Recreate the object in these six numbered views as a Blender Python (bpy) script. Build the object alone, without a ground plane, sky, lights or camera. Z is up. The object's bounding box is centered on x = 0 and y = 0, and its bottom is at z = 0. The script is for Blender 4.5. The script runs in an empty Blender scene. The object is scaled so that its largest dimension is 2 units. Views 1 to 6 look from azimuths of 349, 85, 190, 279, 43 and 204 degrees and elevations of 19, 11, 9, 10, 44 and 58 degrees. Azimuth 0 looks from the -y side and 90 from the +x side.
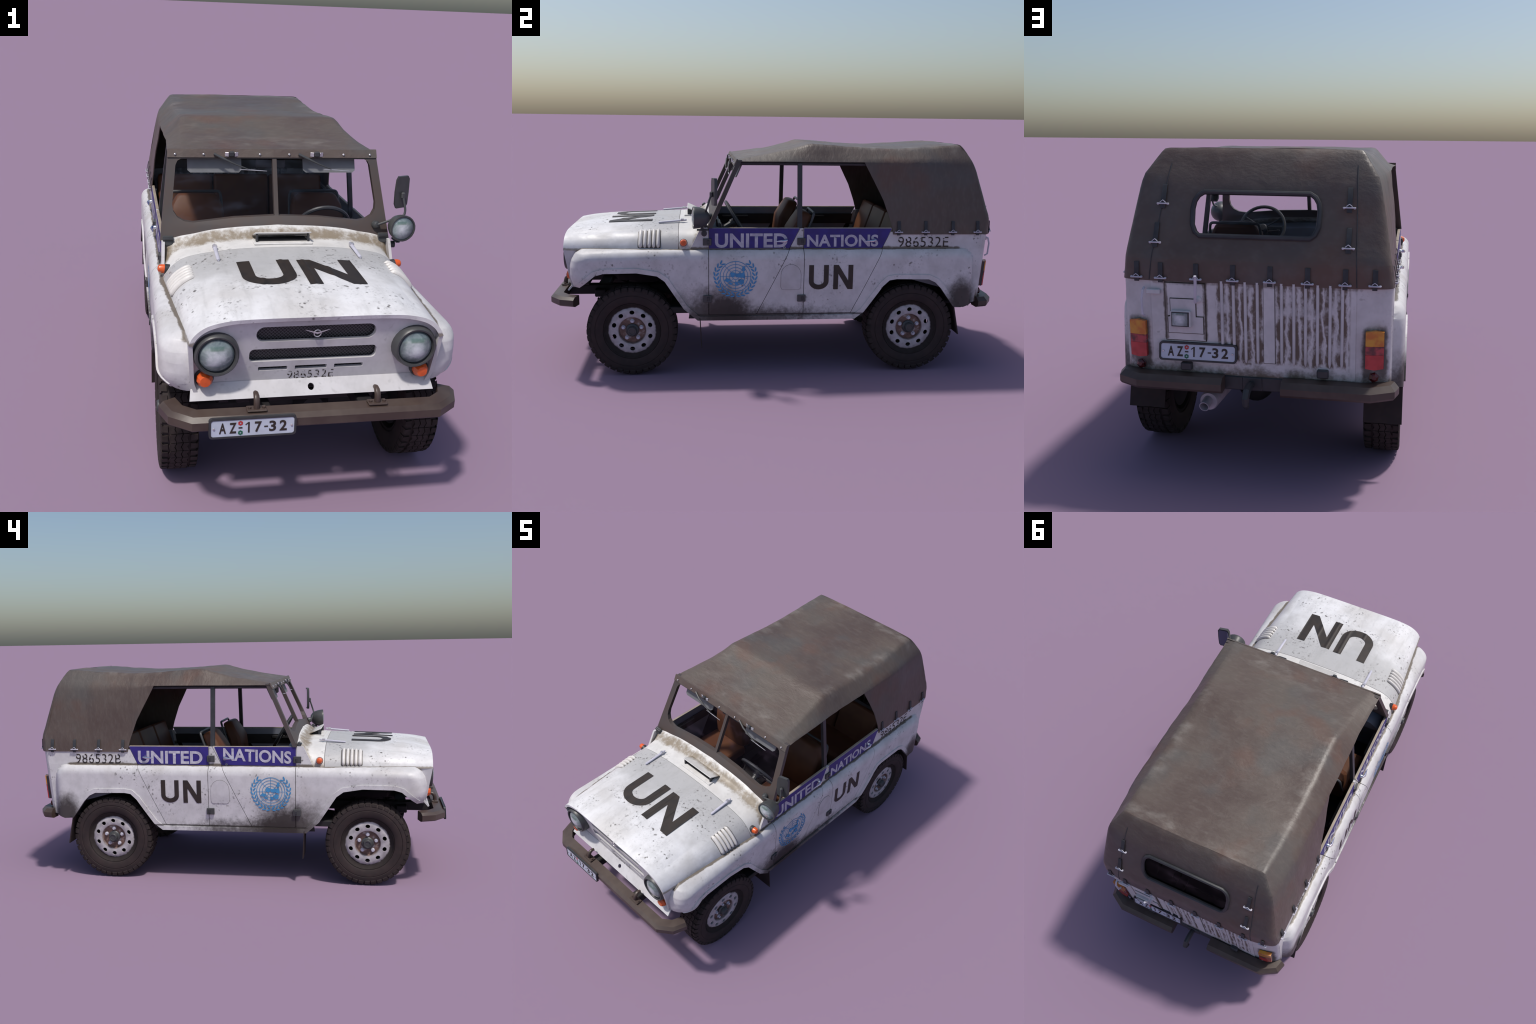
# A weathered white four-door off-road vehicle with a brown canvas top, built part by part.
# "Car" coordinates: x across (left of the driver = +x), y along (front = -y), z up, metres.
import bpy, bmesh, math, random
from math import sin, cos, pi, sqrt, hypot, radians
from mathutils import Vector, Matrix, noise
from mathutils.geometry import tessellate_polygon

random.seed(7)
CX = -0.018                     # the mirror widens the box on one side, so the car sits off centre
COL = bpy.context.scene.collection

# ------------------------------------------------------------------ node helpers
class Nodes:
    def __init__(self, name):
        self.mat = bpy.data.materials.new(name)
        self.mat.use_nodes = True
        self.t = self.mat.node_tree
        self.bsdf = self.t.nodes["Principled BSDF"]
        self.out = self.t.nodes["Material Output"]
        self._pos = None

    def new(self, kind, **kw):
        n = self.t.nodes.new(kind)
        for k, v in kw.items():
            setattr(n, k, v)
        return n

    def put(self, sock, v):
        if isinstance(v, bpy.types.NodeSocket):
            self.t.links.new(v, sock)
        elif isinstance(v, (tuple, list)) and len(v) == 3 and sock.type == 'RGBA':
            sock.default_value = (*v, 1)
        else:
            sock.default_value = v

    @property
    def pos(self):
        if self._pos is None:
            self._pos = self.new("ShaderNodeTexCoord").outputs["Object"]
        return self._pos

    def xyz(self):
        s = self.new("ShaderNodeSeparateXYZ")
        self.put(s.inputs[0], self.pos)
        return s.outputs[0], s.outputs[1], s.outputs[2]

    def m(self, op, a, b=0.0, c=0.0, clamp=False):
        n = self.new("ShaderNodeMath", operation=op, use_clamp=clamp)
        for i, v in enumerate((a, b, c)):
            self.put(n.inputs[i], v)
        return n.outputs[0]

    def mapr(self, v, a, b, c=0.0, d=1.0, smooth=True):
        n = self.new("ShaderNodeMapRange", interpolation_type='SMOOTHSTEP' if smooth else 'LINEAR')
        for i, q in enumerate((v, a, b, c, d)):
            self.put(n.inputs[i], q)
        return n.outputs[0]

    def vec(self, scale, off=(0, 0, 0)):
        n = self.new("ShaderNodeMapping")
        self.put(n.inputs["Vector"], self.pos)
        n.inputs["Scale"].default_value = scale if isinstance(scale, (tuple, list)) else (scale,) * 3
        n.inputs["Location"].default_value = off
        return n.outputs[0]

    def noise(self, scale, detail=4, rough=0.55, stretch=(1, 1, 1), off=(0, 0, 0), dist=0.0):
        n = self.new("ShaderNodeTexNoise")
        self.put(n.inputs["Vector"], self.vec(stretch, off))
        n.inputs["Scale"].default_value = scale
        n.inputs["Detail"].default_value = detail
        n.inputs["Roughness"].default_value = rough
        n.inputs["Distortion"].default_value = dist
        return n.outputs[0]

    def voro(self, scale, stretch=(1, 1, 1), off=(0, 0, 0), rnd=1.0):
        n = self.new("ShaderNodeTexVoronoi")
        self.put(n.inputs["Vector"], self.vec(stretch, off))
        n.inputs["Scale"].default_value = scale
        n.inputs["Randomness"].default_value = rnd
        return n.outputs["Distance"]

    def mix(self, f, a, b, blend='MIX'):
        n = self.new("ShaderNodeMix", data_type='RGBA', blend_type=blend)
        self.put(n.inputs[0], f)
        self.put(n.inputs[6], a)
        self.put(n.inputs[7], b)
        return n.outputs[2]

    def ramp(self, f, stops):
        n = self.new("ShaderNodeValToRGB")
        while len(n.color_ramp.elements) < len(stops):
            n.color_ramp.elements.new(0.5)
        for e, (p, c) in zip(n.color_ramp.elements, stops):
            e.position = p
            e.color = (*c, 1)
        self.put(n.inputs[0], f)
        return n.outputs[0]

    def bump(self, h, strength=0.3, dist=0.002):
        n = self.new("ShaderNodeBump")
        n.inputs["Strength"].default_value = strength
        n.inputs["Distance"].default_value = dist
        self.put(n.inputs["Height"], h)
        self.put(self.bsdf.inputs["Normal"], n.outputs[0])

    def set(self, **kw):
        for k, v in kw.items():
            key = {"color": "Base Color", "rough": "Roughness", "metal": "Metallic", "spec": "Specular IOR Level",
                   "coat": "Coat Weight", "coat_rough": "Coat Roughness"}[k]
            self.put(self.bsdf.inputs[key], v)
        return self.mat

WHITE = (0.635, 0.620, 0.630)
DIRT = (0.150, 0.118, 0.082)
MUD = (0.030, 0.024, 0.021)

def paint_material(name, where):
    """White paint with the dirt of one region ('side', 'hood', 'cowl', 'tail', 'plain')."""
    n = Nodes(name)
    x, y, z = n.xyz()
    ax = n.m('ABSOLUTE', x)
    fine = n.noise(70, 5, 0.6)
    mid = n.noise(16, 5, 0.62)
    big = n.noise(5.5, 4, 0.55, off=(3, 1, 2))
    white = {"hood": (0.74, 0.73, 0.74), "cowl": (0.70, 0.685, 0.67), "plain": (0.60, 0.585, 0.60)}.get(where, WHITE)
    col = n.mix(n.mapr(mid, 0.35, 0.72), white, tuple(c * 0.84 for c in white))
    col = n.mix(n.mapr(big, 0.45, 0.74, 0, 0.62), col, (white[0] * 0.70, white[1] * 0.675, white[2] * 0.64))
    if where == "hood":                       # dusty mixes grey into the rear half; nose stays paler
        grey_rear = n.mapr(n.m('ADD', y, n.m('MULTIPLY', n.m('SUBTRACT', big, 0.5), 0.30)), -0.76, -0.55)
        col = n.mix(n.m('MULTIPLY', grey_rear, 0.80), col, (0.385, 0.38, 0.38))
    # chips and mud specks in drifts
    drift = n.mapr(n.noise(7, 2, 0.5, off=(9, 4, 1)), 0.45, 0.64)
    sp = n.voro(58, off=(1.3, 2.2, 0.7))
    speck = n.m('MULTIPLY', n.mapr(sp, 0.12, 0.36, 1, 0), n.mapr(n.noise(33, 1, 0.5, off=(5, 5, 5)), 0.50, 0.64))
    blot = n.m('MULTIPLY', n.mapr(n.noise(72, 0, 0.4, off=(2, 7, 3)), 0.70, 0.86), n.mapr(drift, 0.0, 0.8))
    speck = n.m('MAXIMUM', n.m('MULTIPLY', speck, n.mapr(drift, 0, 1, 0.12, 1.0)), blot)
    sp2 = n.m('MULTIPLY', n.mapr(n.noise(80, 4, 0.7), 0.52, 0.74), n.mapr(drift, 0.0, 1, 0.06, 0.45))
    amount = {"hood": 0.90, "side": 0.78, "cowl": 0.38, "tail": 0.32, "plain": 0.2}[where]
    speck = n.m('MULTIPLY', n.m('MAXIMUM', speck, sp2), amount)
    col = n.mix(speck, col, (0.09, 0.08, 0.075))

    def dirty(col, mask, tint, grain=0.5, lo=0.40, hi=0.62, most=0.9, src=None):
        """mask (0..1) pushed through grain so that its edge breaks up"""
        g = n.m('ADD', mask, n.m('MULTIPLY', n.m('SUBTRACT', src or mid, 0.5), grain * 2))
        g = n.m('ADD', g, n.m('MULTIPLY', n.m('SUBTRACT', fine, 0.5), grain * 0.9))
        g = n.m('MULTIPLY', g, n.mapr(mask, 0.0, 0.12))
        return n.mix(n.m('MULTIPLY', n.mapr(g, lo, hi), most), col, tint)

    def blob(cy, cz, ry, rz):
        a = n.m('DIVIDE', n.m('SUBTRACT', y, cy), ry)
        b = n.m('DIVIDE', n.m('SUBTRACT', z, cz), rz)
        d = n.m('SQRT', n.m('ADD', n.m('MULTIPLY', a, a), n.m('MULTIPLY', b, b)))
        return n.mapr(d, 0.15, 1.0, 1, 0)

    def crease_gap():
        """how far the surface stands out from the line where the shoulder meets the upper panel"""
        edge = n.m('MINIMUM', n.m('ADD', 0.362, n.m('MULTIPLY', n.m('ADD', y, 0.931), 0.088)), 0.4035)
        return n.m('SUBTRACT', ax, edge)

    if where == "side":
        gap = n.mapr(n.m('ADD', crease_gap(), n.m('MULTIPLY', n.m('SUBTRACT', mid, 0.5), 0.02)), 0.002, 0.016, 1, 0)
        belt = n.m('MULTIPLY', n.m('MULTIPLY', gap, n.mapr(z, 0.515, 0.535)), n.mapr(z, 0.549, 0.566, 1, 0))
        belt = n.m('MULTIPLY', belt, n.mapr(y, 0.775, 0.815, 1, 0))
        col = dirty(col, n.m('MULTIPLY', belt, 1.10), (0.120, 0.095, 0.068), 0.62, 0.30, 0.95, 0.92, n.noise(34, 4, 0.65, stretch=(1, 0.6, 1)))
        low = n.m('MULTIPLY', n.mapr(z, 0.255, 0.355, 1, 0), n.mapr(n.m('ABSOLUTE', n.m('ADD', y, 0.04)), 0.28, 0.46, 1, 0))
        col = dirty(col, n.m('MULTIPLY', low, n.mapr(y, -0.05, 0.25, 1.0, 0.55)), MUD, 0.55, 0.28, 1.05, 0.86, n.noise(20, 5, 0.72))
        col = dirty(col, n.m('MULTIPLY', blob(-0.265, 0.235, 0.250, 0.245), 1.40), MUD, 0.60, 0.16, 1.25, 0.97, n.noise(15, 6, 0.72))
        col = dirty(col, n.m('MULTIPLY', blob(0.800, 0.310, 0.125, 0.175), 1.25), MUD, 0.50, 0.16, 1.20, 0.95, n.noise(15, 6, 0.72))
        arch = n.m('MULTIPLY', n.mapr(z, 0.30, 0.47, 1, 0), n.mapr(n.m('ABSOLUTE', n.m('ADD', y, 0.42)), 0.05, 0.20, 1, 0))
        col = dirty(col, n.m('MULTIPLY', arch, 0.75), (0.13, 0.118, 0.110), 0.6, 0.22, 1.0, 0.72, n.noise(11, 5, 0.65))
        crease = n.mapr(n.m('ABSOLUTE', n.m('SUBTRACT', z, 0.2645)), 0.001, 0.007, 1, 0)
        col = dirty(col, n.m('MULTIPLY', crease, n.mapr(n.m('ABSOLUTE', y), 0.34, 0.40, 1, 0)), MUD, 0.5, 0.3, 0.8, 0.78)
    if where == "hood":
        edge = n.mapr(z, 0.540, 0.556, 1, 0)
        col = dirty(col, n.m('MULTIPLY', edge, 0.85), DIRT, 0.5, 0.40, 0.9, 0.8)
        louver_shade = n.m('MULTIPLY', n.mapr(n.m('ABSOLUTE', n.m('ADD', y, 0.566)), 0.044, 0.054, 1, 0), n.mapr(n.m('ABSOLUTE', n.m('SUBTRACT', z, 0.584)), 0.028, 0.040, 1, 0))  # shadow in the grooves between louvres, painted dark brown on the hood
        louver_shade = n.m('MULTIPLY', louver_shade, n.mapr(ax, 0.31, 0.325))
        col = dirty(col, n.m('MULTIPLY', louver_shade, 1.3), (0.06, 0.05, 0.04), 0.2, 0.30, 0.85, 0.95)
        streak = n.noise(30, 3, 0.6, stretch=(1, 0.22, 1))
        col = n.mix(n.m('MULTIPLY', n.mapr(streak, 0.50, 0.72), 0.22), col, (0.30, 0.29, 0.28))
    if where == "cowl":
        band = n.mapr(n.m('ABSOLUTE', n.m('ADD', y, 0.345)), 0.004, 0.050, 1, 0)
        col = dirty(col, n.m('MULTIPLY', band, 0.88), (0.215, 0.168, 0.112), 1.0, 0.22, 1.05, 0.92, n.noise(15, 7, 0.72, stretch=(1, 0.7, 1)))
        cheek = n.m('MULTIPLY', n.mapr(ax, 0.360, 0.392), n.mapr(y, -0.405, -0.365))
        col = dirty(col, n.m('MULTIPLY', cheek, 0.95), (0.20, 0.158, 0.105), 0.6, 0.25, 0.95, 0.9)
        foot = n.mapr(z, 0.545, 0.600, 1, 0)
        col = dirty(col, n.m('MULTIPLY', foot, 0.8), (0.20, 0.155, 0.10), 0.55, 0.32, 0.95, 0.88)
    if where == "tail":
        rag = n.m('MULTIPLY', n.m('SUBTRACT', n.noise(30, 4, 0.65, stretch=(1, 1, 0.4)), 0.5), 0.050)
        xs = n.m('ADD', x, rag)
        cell = n.m('FRACT', n.m('DIVIDE', n.m('ADD', xs, 0.0305), 0.0351))
        rut = n.mapr(n.m('ABSOLUTE', n.m('SUBTRACT', cell, 0.5)), 0.24, 0.50, 1, 0)
        inside = n.m('MULTIPLY', n.mapr(x, -0.287, -0.277), n.mapr(x, 0.106, 0.116, 1, 0))
        foot_line = n.m('ADD', z, n.m('ADD', n.m('MULTIPLY', n.m('SUBTRACT', fine, 0.5), 0.04), n.m('MULTIPLY', n.m('SUBTRACT', mid, 0.5), 0.08)))
        inside = n.m('MULTIPLY', inside, n.mapr(foot_line, 0.358, 0.378))
        keep = n.m('SUBTRACT', 1.0, n.m('MULTIPLY', n.mapr(x, -0.067, -0.064), n.mapr(x, -0.032, -0.029, 1, 0)))
        m = n.m('MULTIPLY', n.m('MULTIPLY', rut, inside), keep)
        m = n.m('MULTIPLY', m, n.mapr(n.noise(14, 4, 0.65, off=(2, 8, 3)), 0.30, 0.52))
        col = n.mix(n.m('MULTIPLY', m, 0.94), col, (0.100, 0.068, 0.044))
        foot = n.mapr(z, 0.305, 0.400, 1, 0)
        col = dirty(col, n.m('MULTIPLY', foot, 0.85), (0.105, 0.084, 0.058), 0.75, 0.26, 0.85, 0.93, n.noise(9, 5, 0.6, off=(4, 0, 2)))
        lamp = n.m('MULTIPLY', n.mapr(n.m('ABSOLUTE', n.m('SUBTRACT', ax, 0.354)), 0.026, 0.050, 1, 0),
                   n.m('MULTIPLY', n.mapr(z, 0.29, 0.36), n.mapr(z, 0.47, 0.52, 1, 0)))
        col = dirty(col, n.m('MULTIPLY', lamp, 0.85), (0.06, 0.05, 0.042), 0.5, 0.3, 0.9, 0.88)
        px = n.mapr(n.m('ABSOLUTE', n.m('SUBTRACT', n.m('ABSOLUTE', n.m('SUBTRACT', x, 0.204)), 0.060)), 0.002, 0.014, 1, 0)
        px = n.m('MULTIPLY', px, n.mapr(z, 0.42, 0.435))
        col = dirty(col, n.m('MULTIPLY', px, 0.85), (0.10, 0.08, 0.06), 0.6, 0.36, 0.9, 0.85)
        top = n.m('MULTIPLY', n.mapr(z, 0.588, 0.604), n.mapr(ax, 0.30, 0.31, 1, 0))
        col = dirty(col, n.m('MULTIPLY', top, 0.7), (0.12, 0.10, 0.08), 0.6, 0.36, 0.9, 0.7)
    n.bump(fine, 0.12, 0.001)
    return n.set(color=col, rough=n.mapr(mid, 0.3, 0.7, 0.36, 0.56), spec=0.45)

def canvas_material():
    n = Nodes("canvas_cloth")
    a = n.noise(3.2, 4, 0.55, off=(1, 5, 2))
    b = n.noise(5.0, 3, 0.5, off=(7, 2, 4))
    weave = n.noise(26, 6, 0.65, stretch=(1, 2.6, 1))
    col = n.ramp(a, [(0.34, (0.080, 0.055, 0.046)), (0.50, (0.096, 0.071, 0.059)), (0.64, (0.098, 0.079, 0.066))])
    col = n.mix(n.mapr(b, 0.50, 0.68, 0, 0.50), col, (0.084, 0.082, 0.079))
    col = n.mix(n.mapr(n.noise(4.1, 3, 0.5, off=(3, 9, 9)), 0.54, 0.68, 0, 0.60), col, (0.118, 0.064, 0.046))
    col = n.mix(n.m('MULTIPLY', n.mapr(weave, 0.42, 0.75), 0.26), col, (0.165, 0.140, 0.122))
    x, y, z = n.xyz()
    ax = n.m('ABSOLUTE', x)
    # pale streaks over the hoops and along the folds
    edge = n.m('MULTIPLY', n.mapr(n.m('ABSOLUTE', n.m('SUBTRACT', ax, 0.285)), 0.0, 0.055, 1, 0), n.mapr(z, 0.955, 0.975))
    hoop = n.m('MULTIPLY', n.mapr(n.m('ABSOLUTE', n.m('SUBTRACT', y, 0.795)), 0.0, 0.10, 1, 0), n.mapr(z, 0.94, 0.97))
    frontw = n.m('MULTIPLY', n.mapr(n.m('ABSOLUTE', n.m('ADD', y, 0.12)), 0.0, 0.09, 1, 0), n.mapr(ax, 0.34, 0.30))
    pale_mask = n.m('MAXIMUM', n.m('MAXIMUM', edge, hoop), frontw)
    grain = n.mapr(n.noise(8, 5, 0.62, stretch=(1.0, 2.0, 1), off=(0, 3, 6)), 0.46, 0.72)
    col = n.mix(n.m('MULTIPLY', n.m('MULTIPLY', pale_mask, grain), 0.42), col, (0.26, 0.235, 0.21))
    n.bump(n.m('ADD', weave, n.m('MULTIPLY', n.noise(11, 4, 0.55, stretch=(1, 1.6, 1), dist=0.8), 1.6)), 0.38, 0.004)
    return n.set(color=col, rough=n.mapr(a, 0.35, 0.65, 0.40, 0.58), spec=0.5)

def simple(name, color, rough=0.5, metal=0.0, vary=0.18, scale=18, spec=0.5, coat=0.0, second=None, bump=0.0):
    n = Nodes(name)
    nz = n.noise(scale, 4, 0.6)
    dark = second or tuple(c * (1 - vary * 2) for c in color)
    col = n.mix(n.mapr(nz, 0.35, 0.68), dark, color)
    if bump:
        n.bump(n.noise(scale * 4, 4, 0.6), bump, 0.002)
    return n.set(color=col, rough=rough, metal=metal, spec=spec, coat=coat)

def lens_material(name, cx, cz, R):
    """ribbed lamp glass: bright reflector in the middle, darker greenish towards the rim"""
    n = Nodes(name)
    x, y, z = n.xyz()
    dx, dz = n.m('SUBTRACT', n.m('ABSOLUTE', x), cx), n.m('SUBTRACT', z, cz)
    r = n.m('DIVIDE', n.m('SQRT', n.m('ADD', n.m('MULTIPLY', dx, dx), n.m('MULTIPLY', dz, dz))), R)
    a = n.m('ADD', r, n.m('MULTIPLY', n.m('SUBTRACT', n.noise(34, 3, 0.6, dist=0.4), 0.5), 1.1))
    col = n.ramp(a, [(0.05, (0.62, 0.65, 0.68)), (0.42, (0.40, 0.44, 0.46)), (0.70, (0.20, 0.25, 0.25)), (1.0, (0.10, 0.13, 0.14))])
    top = n.m('MULTIPLY', n.mapr(n.m('ABSOLUTE', n.m('SUBTRACT', dz, R * 0.52)), R * 0.06, R * 0.2, 1, 0), n.mapr(n.m('ABSOLUTE', dx), R * 0.3, R * 0.5, 1, 0))
    col = n.mix(n.m('MULTIPLY', top, 0.7), col, (0.07, 0.14, 0.11))
    return n.set(color=col, rough=0.12, spec=0.6, coat=0.6, coat_rough=0.05)

def tail_lens(name, c1, c2):
    n = Nodes(name)
    a = n.noise(38, 3, 0.5)
    col = n.mix(n.mapr(a, 0.38, 0.62), c1, c2)
    return n.set(color=col, rough=0.2, spec=0.5, coat=0.5)

def rim_material():
    n = Nodes("rim_paint")
    x, y, z = n.xyz()
    r = n.m('SQRT', n.m('ADD', n.m('MULTIPLY', y, y), n.m('MULTIPLY', z, z)))
    nz = n.noise(45, 4, 0.6)
    rr = n.m('ADD', r, n.m('MULTIPLY', n.m('SUBTRACT', nz, 0.5), 0.012))
    col = n.mix(n.mapr(nz, 0.35, 0.7), (0.46, 0.43, 0.45), (0.33, 0.31, 0.32))
    ring = n.m('MULTIPLY', n.mapr(rr, 0.054, 0.064, 1, 0), n.mapr(rr, 0.024, 0.028))
    rust = n.ramp(n.noise(30, 4, 0.6, off=(4, 1, 1)), [(0.35, (0.055, 0.024, 0.014)), (0.55, (0.16, 0.085, 0.06)), (0.68, (0.36, 0.33, 0.32))])
    col = n.mix(n.m('MULTIPLY', ring, 0.95), col, rust)
    well = n.m('MULTIPLY', n.mapr(rr, 0.0965, 0.103), n.mapr(rr, 0.1235, 0.1260, 1, 0))
    col = n.mix(n.m('MULTIPLY', well, 0.95), col, (0.014, 0.009, 0.007))
    n.bump(nz, 0.1, 0.001)
    return n.set(color=col, rough=n.mapr(well, 0, 1, 0.45, 0.8), spec=n.mapr(well, 0, 1, 0.5, 0.1))

def mesh_grille_material():
    n = Nodes("grille_mesh")
    x, y, z = n.xyz()
    k = 2 * pi / 0.0105
    u = n.m('SINE', n.m('MULTIPLY', n.m('ADD', x, z), k / 1.0))
    v = n.m('SINE', n.m('MULTIPLY', n.m('SUBTRACT', x, z), k / 1.0))
    w = n.m('MAXIMUM', u, v)
    f = n.mapr(w, 0.60, 0.86)
    col = n.mix(f, (0.005, 0.005, 0.007), (0.085, 0.085, 0.092))
    n.bump(f, 0.8, 0.004)
    return n.set(color=col, rough=0.5)

def glass_material():
    n = Nodes("window_glass")
    tr = n.new("ShaderNodeBsdfTransparent")
    tr.inputs[0].default_value = (0.97, 0.97, 0.98, 1)
    gl = n.new("ShaderNodeBsdfGlossy")
    gl.inputs["Roughness"].default_value = 0.06
    gl.inputs["Color"].default_value = (0.9, 0.9, 0.95, 1)
    mx = n.new("ShaderNodeMixShader")
    n.put(mx.inputs[0], n.m('ADD', 0.012, n.m('MULTIPLY', n.mapr(n.noise(9, 3, 0.6, stretch=(1, 0.4, 2)), 0.5, 0.8), 0.05)))
    n.t.links.new(tr.outputs[0], mx.inputs[1])
    n.t.links.new(gl.outputs[0], mx.inputs[2])
    n.t.links.new(mx.outputs[0], n.out.inputs[0])
    return n.mat

M = dict(
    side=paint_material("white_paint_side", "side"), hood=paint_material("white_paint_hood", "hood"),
    cowl=paint_material("white_paint_cowl", "cowl"), tail=paint_material("white_paint_tail", "tail"),
    plain=paint_material("white_paint_clean", "plain"),
    canvas=canvas_material(), lens=lens_material("headlamp_glass", 0.284, 0.503, 0.048), spot_lens=lens_material("spot_lamp_glass", 0.425, 0.687, 0.042), rev_lens=lens_material("reversing_lamp_glass", 0.215, 0.497, 0.032), rim=rim_material(), mesh=mesh_grille_material(), glass=glass_material(),
    frame=simple("frame_brown_paint", (0.064, 0.053, 0.050), 0.5, vary=0.12, scale=10, second=(0.070, 0.050, 0.043)),
    bumper=simple("bumper_brown_paint", (0.074, 0.053, 0.043), 0.42, vary=0.2, scale=14, second=(0.054, 0.035, 0.029), bump=0.1),
    tyre=simple("tyre_rubber", (0.040, 0.027, 0.026), 0.75, vary=0.15, scale=25, second=(0.029, 0.021, 0.021), spec=0.3),
    tread=simple("tread_rubber", (0.038, 0.028, 0.027), 0.8, vary=0.15, scale=40, second=(0.024, 0.017, 0.016), spec=0.3),
    black=simple("black_underbody", (0.016, 0.014, 0.015), 0.7, vary=0.2),
    grey=simple("grey_metal_paint", (0.062, 0.064, 0.066), 0.42, vary=0.12),
    iron=simple("dark_iron", (0.040, 0.041, 0.046), 0.45, vary=0.15),
    strap=simple("strap_webbing", (0.040, 0.042, 0.048), 0.6, vary=0.15, scale=60),
    steel=simple("bright_steel", (0.62, 0.60, 0.64), 0.28, metal=0.6, vary=0.1, scale=50),
    chrome=simple("chrome", (0.75, 0.76, 0.80), 0.15, metal=1.0, vary=0.05),
    latch=simple("pale_strap_metal", (0.55, 0.54, 0.62), 0.4, vary=0.06),
    amber=simple("amber_lens", (0.72, 0.11, 0.018), 0.3, vary=0.08, scale=40, coat=0.3),
    tamber=tail_lens("tail_amber_lens", (0.52, 0.15, 0.012), (0.62, 0.28, 0.02)),
    tred=tail_lens("tail_red_lens", (0.40, 0.022, 0.022), (0.50, 0.035, 0.035)),
    tdark=tail_lens("tail_dark_lens", (0.10, 0.018, 0.020), (0.42, 0.045, 0.05)),
    dred=simple("dark_red_reflector", (0.11, 0.004, 0.006), 0.2, vary=0.3, scale=60, coat=0.4),
    blue=simple("blue_band_paint", (0.030, 0.018, 0.205), 0.5, vary=0.12, scale=25, second=(0.026, 0.015, 0.155)),
    letter=simple("pale_lettering", (0.54, 0.52, 0.60), 0.5, vary=0.1, scale=40, second=(0.40, 0.38, 0.46)),
    ink=simple("black_lettering", (0.020, 0.015, 0.012), 0.5, vary=0.25, scale=30, second=(0.032, 0.022, 0.016)),
    sky=simple("emblem_blue", (0.06, 0.29, 0.57), 0.5, vary=0.1, scale=40),
    plate=simple("plate_white", (0.52, 0.56, 0.66), 0.4, vary=0.06, scale=20),
    leather=simple("brown_leather", (0.118, 0.047, 0.021), 0.55, vary=0.15, scale=9, second=(0.092, 0.034, 0.016), spec=0.3),
    inner=simple("inner_door_paint", (0.20, 0.215, 0.26), 0.5, vary=0.10, scale=6),
    floor=simple("floor_rubber", (0.018, 0.015, 0.016), 0.8, vary=0.2),
    pipe=simple("muffler_metal", (0.46, 0.43, 0.48), 0.45, metal=0.2, vary=0.15),
    mirror=simple("mirror_glass", (0.8, 0.8, 0.85), 0.05, metal=1.0, vary=0.02),
    sticker_red=simple("sticker_red", (0.55, 0.03, 0.03), 0.5), sticker_green=simple("sticker_green", (0.01, 0.14, 0.07), 0.5),
    louver=simple("louver_white_paint", (0.70, 0.67, 0.64), 0.42, vary=0.05, scale=30),
    visor=simple("visor_grey", (0.17, 0.175, 0.18), 0.6, vary=0.08),  # paler grey chosen to offset the canvas shadow on the visors
    grime=simple("brown_grime", (0.085, 0.068, 0.052), 0.7, vary=0.3, scale=40),
    tan=simple("door_edge_tan", (0.36, 0.30, 0.24), 0.55, vary=0.1),
)

# ------------------------------------------------------------------ mesh helpers
ROOT = bpy.data.objects.new("off_road_vehicle", None)
COL.objects.link(ROOT)
ROOT.location = (CX, 0, 0)
ROOT["label"] = "weathered white UN off-road vehicle with brown canvas top"
ROOT["category"] = "jeep"

def add(name, mesh, mat, parent=None, smooth=35):
    if mat is not None and not mesh.materials:
        mesh.materials.append(mat)
    if smooth is not None:
        mesh.polygons.foreach_set("use_smooth", [True] * len(mesh.polygons))
        mesh.set_sharp_from_angle(angle=radians(smooth))
    o = bpy.data.objects.new(name, mesh)
    COL.objects.link(o)
    o.parent = parent or ROOT
    return o

def to_mesh(name, bm):
    me = bpy.data.meshes.new(name)
    bm.normal_update()
    bm.to_mesh(me)
    bm.free()
    return me

def from_lists(name, verts, faces):
    me = bpy.data.meshes.new(name)
    me.from_pydata([tuple(v) for v in verts], [], faces)
    me.update()
    return me

def fix_normals(bm):
    bmesh.ops.recalc_face_normals(bm, faces=bm.faces)

def interp(x, pts):
    """piecewise linear through (x, value) pairs"""
    if x <= pts[0][0]:
        return pts[0][1]
    for (a, va), (b, vb) in zip(pts, pts[1:]):
        if x <= b:
            return va + (vb - va) * (x - a) / (b - a) if b > a else vb
    return pts[-1][1]

def smooth(x, pts):
    """smooth (monotone Hermite) curve through (x, value) pairs"""
    n = len(pts)
    if x <= pts[0][0]:
        return pts[0][1]
    if x >= pts[-1][0]:
        return pts[-1][1]
    d = [(pts[i + 1][1] - pts[i][1]) / (pts[i + 1][0] - pts[i][0]) for i in range(n - 1)]
    s = [d[0]] + [0.0 if d[i - 1] * d[i] <= 0 else 2 * d[i - 1] * d[i] / (d[i - 1] + d[i]) for i in range(1, n - 1)] + [d[-1]]
    for i in range(n - 1):
        if x <= pts[i + 1][0]:
            h = pts[i + 1][0] - pts[i][0]
            t = (x - pts[i][0]) / h
            return (pts[i][1] * (1 + 2 * t) * (1 - t) ** 2 + s[i] * h * t * (1 - t) ** 2
                    + pts[i + 1][1] * t * t * (3 - 2 * t) + s[i + 1] * h * t * t * (t - 1))

def frange(a, b, step):
    n = max(1, int(round((b - a) / step)))
    return [a + (b - a) * i / n for i in range(n + 1)]

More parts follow.
